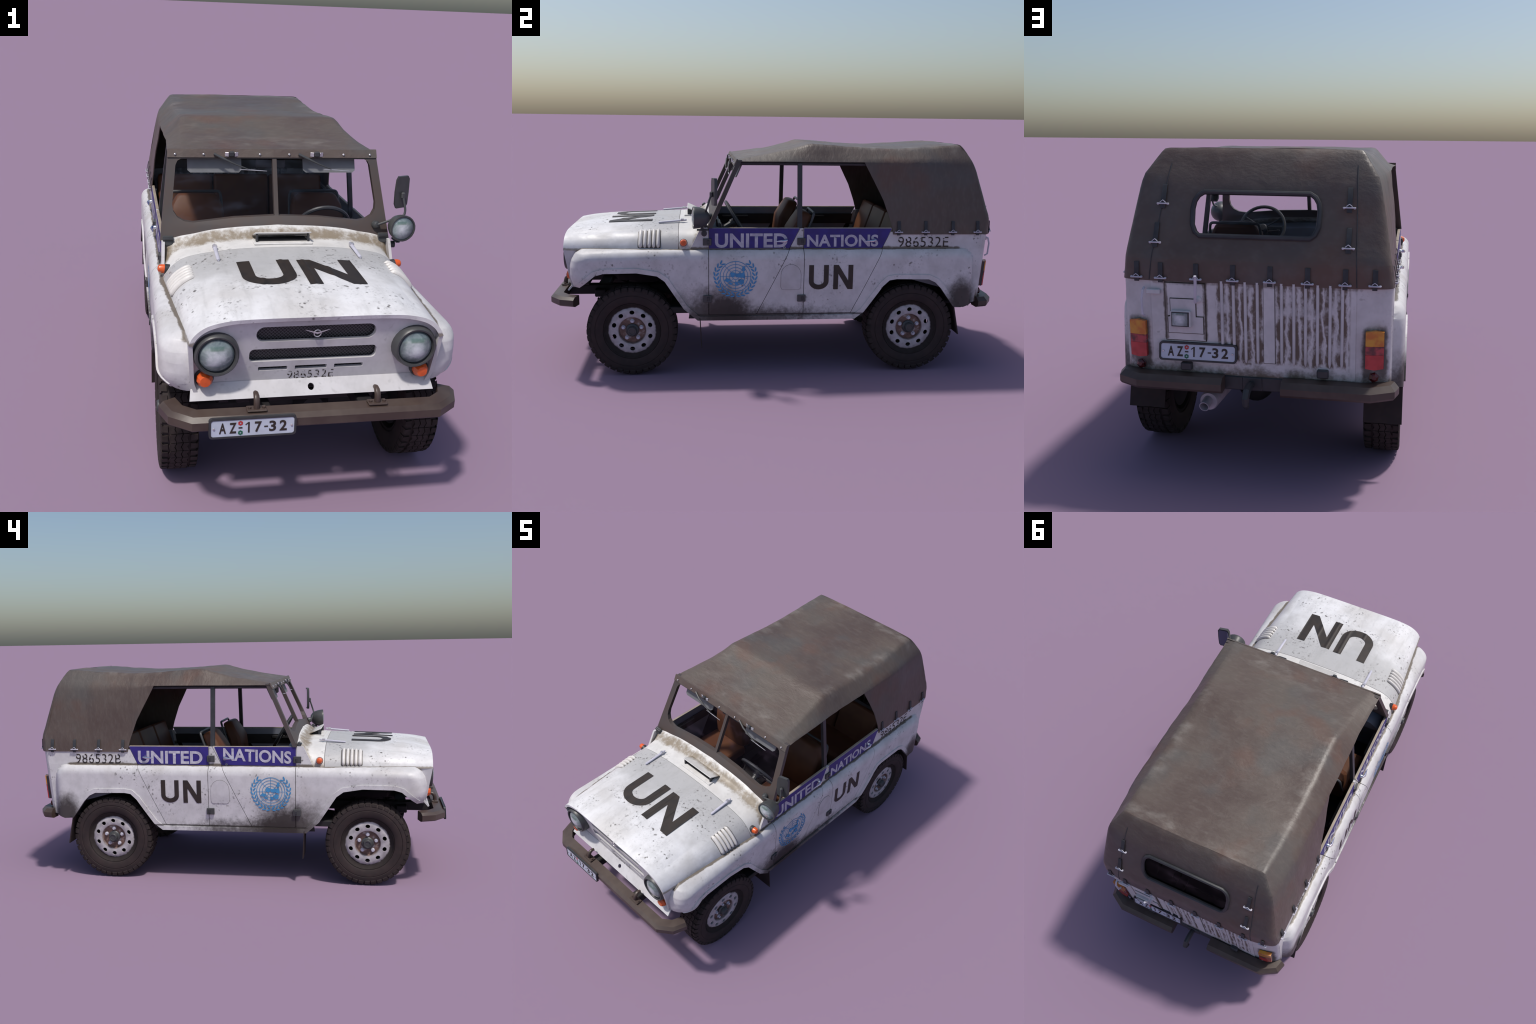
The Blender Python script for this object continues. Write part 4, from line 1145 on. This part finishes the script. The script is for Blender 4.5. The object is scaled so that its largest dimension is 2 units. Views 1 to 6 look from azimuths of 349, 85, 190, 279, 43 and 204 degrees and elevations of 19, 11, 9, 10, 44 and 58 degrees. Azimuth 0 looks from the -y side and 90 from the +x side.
# ------------------------------------------------------------------ number plates
def number_plate(x0, x1, z0, z1, place, out, flip, parent, name="number_plate"):
    r = 0.010
    L, H = x1 - x0, z1 - z0
    o = Vector(out)
    def at(lift):
        return lambda u, v: tuple(Vector(place(u, v)) + o * lift)
    base = panel(name, [pill(x0, x1, z0, z1, r)], at(0.0), out, tuple(-o * 0.008), M["iron"], parent)
    panel("plate_rim", [pill(x0, x1, z0, z1, r), pill(x0 + 0.006, x1 - 0.006, z0 + 0.0055, z1 - 0.0055, 0.007)], at(0.002), out, tuple(-o * 0.003), M["iron"], base)
    panel("plate_face", [pill(x0 + 0.0055, x1 - 0.0055, z0 + 0.005, z1 - 0.005, 0.007)], at(0.0008), out, None, M["plate"], base)
    def spot(a, b):
        return ((x1 - a * L) if flip else (x0 + a * L), z0 + b * H)
    def glyph(body, a0, a1, b0=0.24, b1=0.78, bold=0.028):
        def fn(u, v):
            p = spot(a0 + (a1 - a0) * u, b0 + (b1 - b0) * v)
            return at(0.0016)(*p)
        lettering("plate_character", body, fn, out, M["ink"], base, bold)
    glyph("A", 0.115, 0.195)
    glyph("Z", 0.232, 0.312)
    one = [spot(a, b) for a, b in ((0.443, 0.24), (0.462, 0.24), (0.462, 0.78), (0.447, 0.78), (0.412, 0.665), (0.417, 0.62), (0.443, 0.70))]
    panel("plate_character", [one], at(0.0016), out, None, M["ink"], base)
    glyph("7", 0.520, 0.600)
    glyph("3", 0.685, 0.765)
    glyph("2", 0.805, 0.890)
    for a0, a1 in ((0.335, 0.380), (0.628, 0.672)):
        loop = [spot(a0, 0.47), spot(a1, 0.47), spot(a1, 0.54), spot(a0, 0.54)]
        panel("plate_dash", [loop], at(0.0016), out, None, M["ink"], base)
    for b, mt in ((0.74, "sticker_red"), (0.26, "sticker_green")):
        cx, cz = spot(0.3575, b)
        hexo = [(cx + 0.0072 * cos(pi / 3 * i + pi / 6), cz + 0.0072 * sin(pi / 3 * i + pi / 6)) for i in range(6)]
        hexi = [(cx + 0.0026 * cos(pi / 3 * i), cz + 0.0026 * sin(pi / 3 * i)) for i in range(6)]
        panel("plate_sticker", [hexo, hexi], at(0.0018), out, None, M[mt], base)
    for a in (0.055, 0.945):
        cx, cz = spot(a, 0.5)
        lathe("plate_screw", [(0.0034, 0), (0.003, 0.002), (0, 0.0026)], at(0.001)(cx, cz), out, M["steel"], base, 8)

# ------------------------------------------------------------------ bumpers
BUMP = [(0.000, 0.304), (0.011, 0.307), (0.016, 0.312), (0.016, 0.335), (0.002, 0.346), (-0.034, 0.349), (-0.036, 0.344), (-0.036, 0.307)]
BUMP = [(a, b) for a, b in BUMP]
pathf = [(-0.425, -0.878, 0), (-0.404, -0.934, 0), (-0.350, -0.9735, 0), (-0.20, -0.974, 0), (0.20, -0.974, 0), (0.350, -0.9735, 0), (0.404, -0.934, 0), (0.425, -0.878, 0)]
bumper = sweep("front_bumper", pathf, BUMP, M["bumper"], sm=25)
number_plate(-0.311, -0.069, 0.290, 0.349, lambda u, v: (u, -0.9965 + (v - 0.32) * 0.06, v), (0, -1, 0), False, bumper)
for s in (1, -1):
    x = s * 0.174
    base = box("tow_hook_plate", (x, -0.957, 0.3515), (0.056, 0.030, 0.006), M["bumper"], bumper, 0.002)
    tube("tow_hook", round_path([(x, -0.957, 0.350), (x, -0.958, 0.374), (x, -0.950, 0.388), (x, -0.930, 0.392), (x, -0.918, 0.384)], 0.010, 3), [0.010] * 8 + [0.008] * 10, M["bumper"], base, 10) if False else \
        tube("tow_hook", [(x, -0.957, 0.350), (x, -0.957, 0.366), (x, -0.954, 0.377), (x, -0.946, 0.385), (x, -0.936, 0.388), (x, -0.927, 0.385)], [0.0095, 0.0092, 0.009, 0.0085, 0.0075, 0.0065], M["bumper"], base, 10)
    for q in (1, -1):
        lathe("hook_bolt", [(0.0055, 0), (0.005, 0.004), (0, 0.0045)], (x + q * 0.020, -0.957, 0.3545), (0, 0, 1), M["bumper"], base, 6, sm=20)
RB = [(0.000, 0.280), (0.012, 0.284), (0.017, 0.291), (0.017, 0.310), (0.002, 0.326), (-0.034, 0.328), (-0.036, 0.322), (-0.036, 0.284)]
for s in (1, -1):
    p = [(0.088, 0.951, 0), (0.22, 0.951, 0), (0.343, 0.950, 0), (0.400, 0.917, 0), (0.410, 0.880, 0)]
    p = [(s * a, b, c) for a, b, c in p]
    sweep("rear_bumper", p[::-1] if s > 0 else p, RB, M["bumper"], sm=25)
number_plate(0.048, 0.287, 0.3665, 0.4225, lambda u, v: (u, tail_y(v) + 0.010 + (0.42 - v) * 0.18, v), (0, 1, 0), True, gate)

# ------------------------------------------------------------------ wheels
def build_wheel_meshes():
    """meshes around the local x axis; +x is the outer side"""
    out = {}
    def rev(name, prof, n=48, closed=True):
        rows = []
        for r, h in prof + ([prof[0]] if closed else []):
            rows.append([(h, r * cos(q), r * sin(q)) for q in (2 * pi * k / n for k in range(n))])
        o = grid(name, rows, None, closed=True, sm=40)
        me = o.data
        bpy.data.objects.remove(o)
        return me
    out["tyre"] = rev("tyre", [(0.1205, 0.044), (0.1235, 0.052), (0.131, 0.0565), (0.150, 0.0575), (0.1545, 0.0575), (0.1565, 0.0555), (0.159, 0.0575), (0.172, 0.0570), (0.183, 0.0525), (0.1875, 0.046),
                           (0.1885, 0.0), (0.1875, -0.046), (0.183, -0.0525), (0.172, -0.057), (0.150, -0.0575), (0.130, -0.0565), (0.1235, -0.053), (0.1205, -0.046), (0.1185, 0.0)])
    # tread: chevron blocks and shoulder lugs
    bm = bmesh.new()
    N = 40
    step = 2 * pi / N
    def block(pts, r0, r1, lean=0.0):
        vb = [bm.verts.new((h, r0 * cos(q), r0 * sin(q))) for h, q in pts]
        vt = [bm.verts.new((h, (r1 - lean * abs(h) * 0) * cos(q), r1 * sin(q))) for h, q in pts]
        n = len(pts)
        bm.faces.new(vt)
        for i in range(n):
            j = (i + 1) % n
            bm.faces.new((vb[i], vb[j], vt[j], vt[i]))
    rnd = random.Random(3)
    for i in range(N):
        a = i * step
        for c in (-0.0285, -0.0095, 0.0095):
            w, k = 0.0163, 0.0055
            h0 = c + 0.0014
            g = step * 0.46
            block([(h0, a - g), (h0 + w, a - g), (h0 + w + k, a), (h0 + w, a + g), (h0, a + g), (h0 + k, a)], 0.185, 0.1945)
        for sgn in (1, -1):
            g = step * 0.33
            h0, h1 = (0.0355, 0.0525) if sgn > 0 else (-0.0325, -0.0525)
            block([(h0, a - g), (h1, a - g * 0.8), (h1, a + g * 0.8), (h0, a + g)][::1], 0.180, 0.1925)
            g = step * 0.40                                  # lug running down the sidewall
            q0, q1 = a - g, a + g
            vs = [bm.verts.new((sgn * hh, r * cos(q), r * sin(q))) for r, hh in ((0.1922, 0.0520), (0.1885, 0.0550), (0.178, 0.0574), (0.172, 0.0560)) for q in (q0, q1)]
            for b in range(3):
                bm.faces.new((vs[2 * b], vs[2 * b + 1], vs[2 * b + 3], vs[2 * b + 2]))
            bm.faces.new((vs[0], vs[2], vs[4], vs[6]))
            bm.faces.new((vs[1], vs[7], vs[5], vs[3]))
    fix_normals(bm)
    out["tread"] = to_mesh("tread", bm)
    # rim: pressed disc with ten holes, dished well, outer bead
    n, hn = 80, 10
    rows = [[(h, r * cos(q), r * sin(q)) for q in (2 * pi * k / n for k in range(n))]
            for r, h in ((0.1225, 0.046), (0.1215, 0.0525), (0.1190, 0.0515), (0.1160, 0.046), (0.110, 0.041), (0.1015, 0.038), (0.098, 0.0395), (0.0945, 0.0425))]
    bm = bmesh.new()
    def ringverts(r, h):
        return [bm.verts.new((h, r * cos(q), r * sin(q))) for q in (2 * pi * k / n for k in range(n))]
    def bridge(a, b):
        for k in range(n):
            j = (k + 1) % n
            bm.faces.new((a[k], a[j], b[j], b[k]))
    prev = None
    for row in rows:
        cur = [bm.verts.new(p) for p in row]
        if prev:
            bridge(prev, cur)
        prev = cur
    # annulus with holes between r = 0.0945 and 0.063
    R1, R0, rh, rc = 0.0945, 0.063, 0.0108, 0.0805
    inner = ringverts(R0, 0.0430)
    per = n // hn
    for i in range(hn):
        ks = [(i * per + k) % n for k in range(per + 1)]
        mid = 2 * pi * (i + 0.5) / hn
        m = 2 * per
        hole = []
        for q in range(4 * per // 2):
            an = 2 * pi * q / (2 * per)
            ex = rh * (1.0 + 0.12 * cos(2 * an))
            hole.append(bm.verts.new((0.0440, rc * cos(mid) + (rh * 0.86 * cos(an)) * cos(mid) - (rh * sin(an)) * sin(mid),
                                      rc * sin(mid) + (rh * 0.86 * cos(an)) * sin(mid) + (rh * sin(an)) * cos(mid))))
        ring_out = [prev[k] for k in ks]
        ring_in = [inner[k] for k in ks]
        loop = [v for v in ring_out] + [v for v in ring_in[::-1]]
        edges = []
        def edge(a, b):
            e = bm.edges.get((a, b))
            return e or bm.edges.new((a, b))
        for lp in (loop, hole):
            for a, b in zip(lp, lp[1:] + lp[:1]):
                edges.append(edge(a, b))
        bmesh.ops.triangle_fill(bm, edges=edges, use_beauty=True)
        back = [bm.verts.new((v.co.x - 0.008, v.co.y, v.co.z)) for v in hole]
        for a in range(len(hole)):
            b = (a + 1) % len(hole)
            bm.faces.new((hole[a], hole[b], back[b], back[a]))
    prev = inner
    for r, h in ((0.059, 0.0415), (0.0565, 0.034), (0.054, 0.030), (0.028, 0.030), (0.010, 0.030)):
        cur = ringverts(r, h)
        bridge(prev, cur)
        prev = cur
    bm.faces.new(prev[::-1])
    bmesh.ops.remove_doubles(bm, verts=bm.verts, dist=1e-6)
    fix_normals(bm)
    out["rim"] = to_mesh("wheel", bm)
    out["barrel"] = rev("rim_barrel", [(0.1205, 0.044), (0.1205, -0.050), (0.112, -0.050), (0.104, -0.02), (0.104, 0.034)], closed=False)
    out["drum"] = rev("brake_drum", [(0.098, -0.010), (0.098, -0.045), (0.05, -0.050), (0.0001, -0.050), (0.0001, -0.010)], closed=True, n=28)
    out["hub"] = rev("hub_cap", [(0.0285, 0.028), (0.0285, 0.036), (0.026, 0.039), (0.021, 0.041), (0.019, 0.056), (0.0165, 0.059), (0.013, 0.059), (0.012, 0.0565), (0.0001, 0.0565)], closed=False, n=24)
    bm = bmesh.new()
    for r, h, sg in ((0.0095, 0.015, 6), ):
        pass
    vv = []
    for r, h in ((0.0092, 0.029), (0.0092, 0.034), (0.0075, 0.0355), (0.0060, 0.0355), (0.0055, 0.0425), (0.0035, 0.0425)):
        vv.append([bm.verts.new((h, r * cos(q), r * sin(q))) for q in (2 * pi * k / 10 for k in range(10))])
    for a, b in zip(vv, vv[1:]):
        for k in range(10):
            bm.faces.new((a[k], a[(k + 1) % 10], b[(k + 1) % 10], b[k]))
    bm.faces.new(vv[-1])
    fix_normals(bm)
    out["bolt"] = to_mesh("wheel_bolt", bm)
    return out

WM = build_wheel_meshes()
for k, mt in (("tyre", "tyre"), ("tread", "tread"), ("rim", "rim"), ("barrel", "rim"), ("drum", "black"), ("hub", "grey"), ("bolt", "latch")):
    me = WM[k]
    me.materials.clear()
    me.materials.append(M[mt])
    me.polygons.foreach_set("use_smooth", [k != "tread"] * len(me.polygons))
    if k != "tread":
        me.set_sharp_from_angle(angle=radians(38))
def put(name, me, parent, loc=(0, 0, 0), rot=None):
    o = bpy.data.objects.new(name, me)
    COL.objects.link(o)
    o.parent = parent
    o.location = loc
    if rot:
        o.rotation_euler = rot
    return o
for s in (1, -1):
    for y in (-0.642, 0.575):
        spin = random.uniform(-0.2, 0.2)
        w = put("wheel", WM["rim"], ROOT, (s * 0.3745, y, 0.1945), (spin * 0, 0, 0 if s > 0 else pi))
        put("tyre", WM["tyre"], w)
        tr = put("tread", WM["tread"], w)
        tr["kind"] = "stuff"
        put("rim_barrel", WM["barrel"], w)
        put("brake_drum", WM["drum"], w)
        put("hub_cap", WM["hub"], w)
        for i in range(5):
            a = 2 * pi * i / 5 + pi / 2
            put("wheel_bolt", WM["bolt"], w, (0, 0.0405 * cos(a), 0.0405 * sin(a)))

# ------------------------------------------------------------------ underside
chassis = box("chassis_rail", (0.150, -0.02, 0.322), (0.044, 1.86, 0.045), M["black"], None, 0.004)
box("chassis_rail", (-0.150, -0.02, 0.322), (0.044, 1.86, 0.045), M["black"], None, 0.004)
for y in (-0.80, -0.30, 0.25, 0.72):
    box("cross_member", (0, y, 0.312), (0.42, 0.05, 0.035), M["black"], None, 0.004)
beam = box("rear_cross_beam", (0.0, 0.900, 0.302), (0.66, 0.03, 0.042), M["iron"], None, 0.003)
box("tow_bracket", (0.005, 0.913, 0.302), (0.060, 0.010, 0.040), M["iron"], beam, 0.002)
tube("tow_hook", [(0.008, 0.912, 0.300), (0.008, 0.945, 0.304), (0.009, 0.975, 0.298), (0.010, 0.988, 0.280), (0.010, 0.984, 0.262), (0.010, 0.970, 0.252)], [0.011, 0.012, 0.012, 0.011, 0.010, 0.009], M["iron"], beam, 8)
for y in (-0.642, 0.575):
    ax_ = tube("axle", [(-0.33, y, 0.1945), (0.33, y, 0.1945)], 0.022, M["black"], None, 12)
    lathe("differential", [(0, -0.07), (0.035, -0.06), (0.058, -0.03), (0.062, 0), (0.058, 0.03), (0.035, 0.055), (0, 0.065)], (0.06, y, 0.1945), (0, 1, 0), M["black"], ax_, 20)
    for s in (1, -1):
        rows = []
        for k in range(17):
            t = -1 + 2 * k / 16
            yy, zz = y + t * 0.165, 0.232 + 0.060 * t * t
            h = 0.026 - 0.018 * abs(t)
            rows.append([(s * (0.245 + a), yy, zz + b) for a, b in ((-0.014, 0), (0.014, 0), (0.014, h), (-0.014, h))])
        grid("leaf_spring", rows, M["black"], ax_, closed=True, caps=True, sm=20)
tube("drive_shaft", [(0.06, -0.58, 0.205), (0.04, -0.20, 0.265), (0.04, 0.10, 0.265), (0.06, 0.51, 0.205)], 0.016, M["black"], None, 10)
box("gearbox", (0.02, -0.20, 0.285), (0.18, 0.32, 0.10), M["black"], None, 0.02)
box("engine_block", (0.0, -0.60, 0.42), (0.18, 0.32, 0.16), M["black"], None, 0.03)
box("radiator", (0, -0.855, 0.455), (0.50, 0.03, 0.19), M["black"], None, 0.004)
box("fuel_tank", (-0.30, 0.02, 0.285), (0.13, 0.40, 0.085), M["black"], None, 0.02)
box("fuel_tank", (0.30, 0.02, 0.285), (0.13, 0.40, 0.085), M["black"], None, 0.02)
muf = lathe("muffler", [(0, -0.30), (0.018, -0.30), (0.029, -0.285), (0.029, 0.015), (0.026, 0.022), (0.016, 0.022), (0, 0.022)], (0.139, 0.892, 0.238), (0.04, 1, 0), M["pipe"], None, 20)
lathe("tail_pipe", [(0.0145, 0), (0.0145, 0.040), (0.0155, 0.043), (0.0130, 0.043), (0.0120, 0.008), (0, 0.008)], (0.141, 0.905, 0.244), (0.10, 1.0, -0.28), M["pipe"], muf, 16)
tube("exhaust_pipe", [(0.12, 0.56, 0.24), (0.10, 0.30, 0.25), (0.14, -0.10, 0.25), (0.14, -0.50, 0.30)], 0.014, M["black"], muf, 8)
for s in (1, -1):
    # mud flaps: thin rubber sheets
    panel("mud_flap", [[(s * 0.319, 0.163), (s * 0.437, 0.163), (s * 0.437, 0.30), (s * 0.319, 0.30)]], lambda u, v: (u, 0.772 + (0.29 - v) * 0.20, v), (0, 1, 0), (0, -0.005, 0), M["tyre"])
    panel("mud_flap", [[(s * 0.325, 0.118), (s * 0.438, 0.118), (s * 0.438, 0.25), (s * 0.325, 0.25)]], lambda u, v: (u, -0.3495 + (0.24 - v) * 0.05, v), (0, 1, 0), (0, -0.003, 0), M["tyre"])
    # wheel housings
    box("body_outrigger", (s * 0.315, -0.435, 0.284), (0.21, 0.09, 0.028), M["black"], None, 0.003)
    roof = [(-0.80, 0.515), (-0.62, 0.520), (-0.50, 0.510), (-0.44, 0.44), (-0.400, 0.301), (-0.362, 0.250)]
    rows = [[(s * 0.434, a, b), (s * 0.060, a, b)] for a, b in roof]
    grid("wheel_housing", rows if s > 0 else rows[::-1], M["black"], sm=30)  # black sheet that keeps the space inside the front arch black
    roof = [(0.335, 0.250), (0.363, 0.280), (0.444, 0.395), (0.473, 0.422), (0.504, 0.427), (0.648, 0.425), (0.678, 0.411), (0.706, 0.383), (0.760, 0.30)]
    rows = [[(s * 0.434, a, b), (s * 0.290, a, b)] for a, b in roof]
    grid("wheel_housing", rows if s > 0 else rows[::-1], M["black"], sm=30)
    panel("wheel_housing", [[(0.335, 0.26)] + [(a, b) for a, b in roof[1:]] + [(0.76, 0.26)]], lambda u, v: (s * 0.290, u, v), (s, 0, 0), (-s * 0.004, 0, 0), M["black"])
    box("body_bracket", (s * 0.30, 0.84, 0.31), (0.18, 0.11, 0.012), M["black"], None, 0.002)

# ------------------------------------------------------------------ cabin
box("cabin_floor", (0, 0.26, 0.300), (0.78, 1.24, 0.014), M["floor"], None, 0.002)
box("firewall", (0, -0.345, 0.44), (0.74, 0.010, 0.31), M["inner"], None, 0.002)
box("tunnel", (0.0, -0.15, 0.345), (0.16, 0.36, 0.09), M["floor"], None, 0.025, seg=2)
dash_rows = []
for x in frange(-0.388, 0.388, 0.0485):
    zd = interp(abs(x), [(0, 0.652), (0.23, 0.642), (0.29, 0.632), (0.34, 0.620), (0.388, 0.585)])
    dash_rows.append([(x, -0.335, zd), (x, -0.290, zd - 0.006), (x, -0.262, zd - 0.018), (x, -0.262, 0.560), (x, -0.275, 0.545), (x, -0.335, 0.545)])
dash = grid("dashboard", dash_rows, M["inner"], closed=True, caps=True, sm=30)
box("instrument_panel", (0.19, -0.266, 0.610), (0.15, 0.02, 0.062), M["grey"], dash, 0.006)
for x in (0.15, 0.19, 0.23):
    lathe("gauge", [(0.016, 0), (0.016, 0.006), (0.013, 0.006), (0, 0.004)], (x, -0.257, 0.612), (0, 1, 0), M["iron"], dash, 16)
# inner skin of the rear body
for s in (1, -1):
    panel("rear_side_lining", [[(0.455, 0.44), (0.89, 0.32), (0.89, 0.62), (0.49, 0.62)]], lambda u, v: (s * 0.380, u, v), (-s, 0, 0), (s * 0.004, 0, 0), M["inner"])
# steering wheel
C, ax_ = Vector((0.195, -0.182, 0.642)), Vector((0, 0.86, 0.51)).normalized()
u, v = Vector((1, 0, 0)), ax_.cross(Vector((1, 0, 0)))
ring = [C + (u * cos(a) + v * sin(a)) * 0.098 for a in (2 * pi * i / 36 for i in range(38))]
sw = tube("steering_wheel", ring, 0.0075, M["iron"], None, 8)
for a in (pi / 2, pi / 2 + 2.09, pi / 2 - 2.09):
    tube("wheel_spoke", [C - ax_ * 0.012, C + (u * cos(a) + v * sin(a)) * 0.096], 0.004, M["iron"], sw, 6)
lathe("wheel_boss", [(0.020, -0.02), (0.020, 0), (0.014, 0.008), (0, 0.009)], C - ax_ * 0.008, ax_, M["iron"], sw, 16)
tube("steering_column", [C - ax_ * 0.02, C - ax_ * 0.20], 0.014, M["grey"], sw, 10)
tube("column_stalk", [C - ax_ * 0.05, C - ax_ * 0.05 + Vector((-0.07, 0.01, 0.01))], 0.003, M["iron"], sw, 6)
tube("gear_lever", [(0.0, -0.13, 0.36), (0.01, -0.10, 0.48), (0.012, -0.085, 0.530)], [0.006, 0.005, 0.004], M["iron"], None, 8)
tube("gear_lever", [(0.04, -0.10, 0.36), (0.05, -0.06, 0.46), (0.052, -0.05, 0.50)], [0.006, 0.005, 0.004], M["iron"], None, 8)

# seats
def cushion(name, rows, parent=None):
    o = grid(name, rows, M["leather"], parent, closed=True, caps=True, sm=60)
    m = o.modifiers.new("round", 'BEVEL')
    m.width, m.segments, m.limit_method, m.angle_limit = 0.012, 2, 'ANGLE', radians(40)
    return o
for s in (1, -1):
    x = s * 0.242
    back = []
    for y0, z, hw, th in ((0.028, 0.450, 0.105, 0.060), (0.030, 0.540, 0.108, 0.066), (0.040, 0.612, 0.108, 0.066), (0.066, 0.655, 0.102, 0.060), (0.087, 0.687, 0.085, 0.054), (0.094, 0.698, 0.070, 0.048)):
        back.append([(x - hw, y0 + 0.010, z), (x - hw * 0.7, y0, z + 0.002), (x + hw * 0.7, y0, z + 0.002), (x + hw, y0 + 0.010, z), (x + hw, y0 + th, z - 0.012), (x - hw, y0 + th, z - 0.012)])
    seat = cushion("seat_backrest", back)
    base = [[(x - 0.112, y, 0.40), (x + 0.112, y, 0.40), (x + 0.112, y, z), (x, y, z + 0.006), (x - 0.112, y, z)] for y, z in ((-0.175, 0.440), (-0.16, 0.456), (-0.05, 0.456), (0.05, 0.450))]
    cushion("seat_cushion", base, seat)
    box("seat_base", (x, -0.06, 0.355), (0.19, 0.20, 0.10), M["black"], seat, 0.005)
    loop = round_path([(x - 0.103, 0.090, 0.52), (x - 0.103, 0.140, 0.665), (x - 0.098, 0.150, 0.694), (x + 0.098, 0.150, 0.694), (x + 0.103, 0.140, 0.665), (x + 0.103, 0.090, 0.52)], 0.03)
    tube("seat_frame", loop, 0.0058, M["grey"], seat, 8)
for x0, x1 in ((-0.372, -0.130), (-0.124, 0.124), (0.130, 0.372)):
    rows = [[(x0, y, z), (x1, y, z), (x1, y + 0.055, z - 0.020), (x0, y + 0.055, z - 0.020)] for y, z in ((0.450, 0.45), (0.485, 0.57), (0.520, 0.672), (0.526, 0.683))]
    cushion("bench_backrest", rows)
cushion("bench_cushion", [[(-0.36, y, 0.43), (0.36, y, 0.43), (0.36, y, z), (-0.36, y, z)] for y, z in ((0.29, 0.485), (0.305, 0.500), (0.40, 0.502), (0.49, 0.495))])
box("bench_base", (0, 0.40, 0.35), (0.56, 0.18, 0.10), M["black"], None, 0.005)
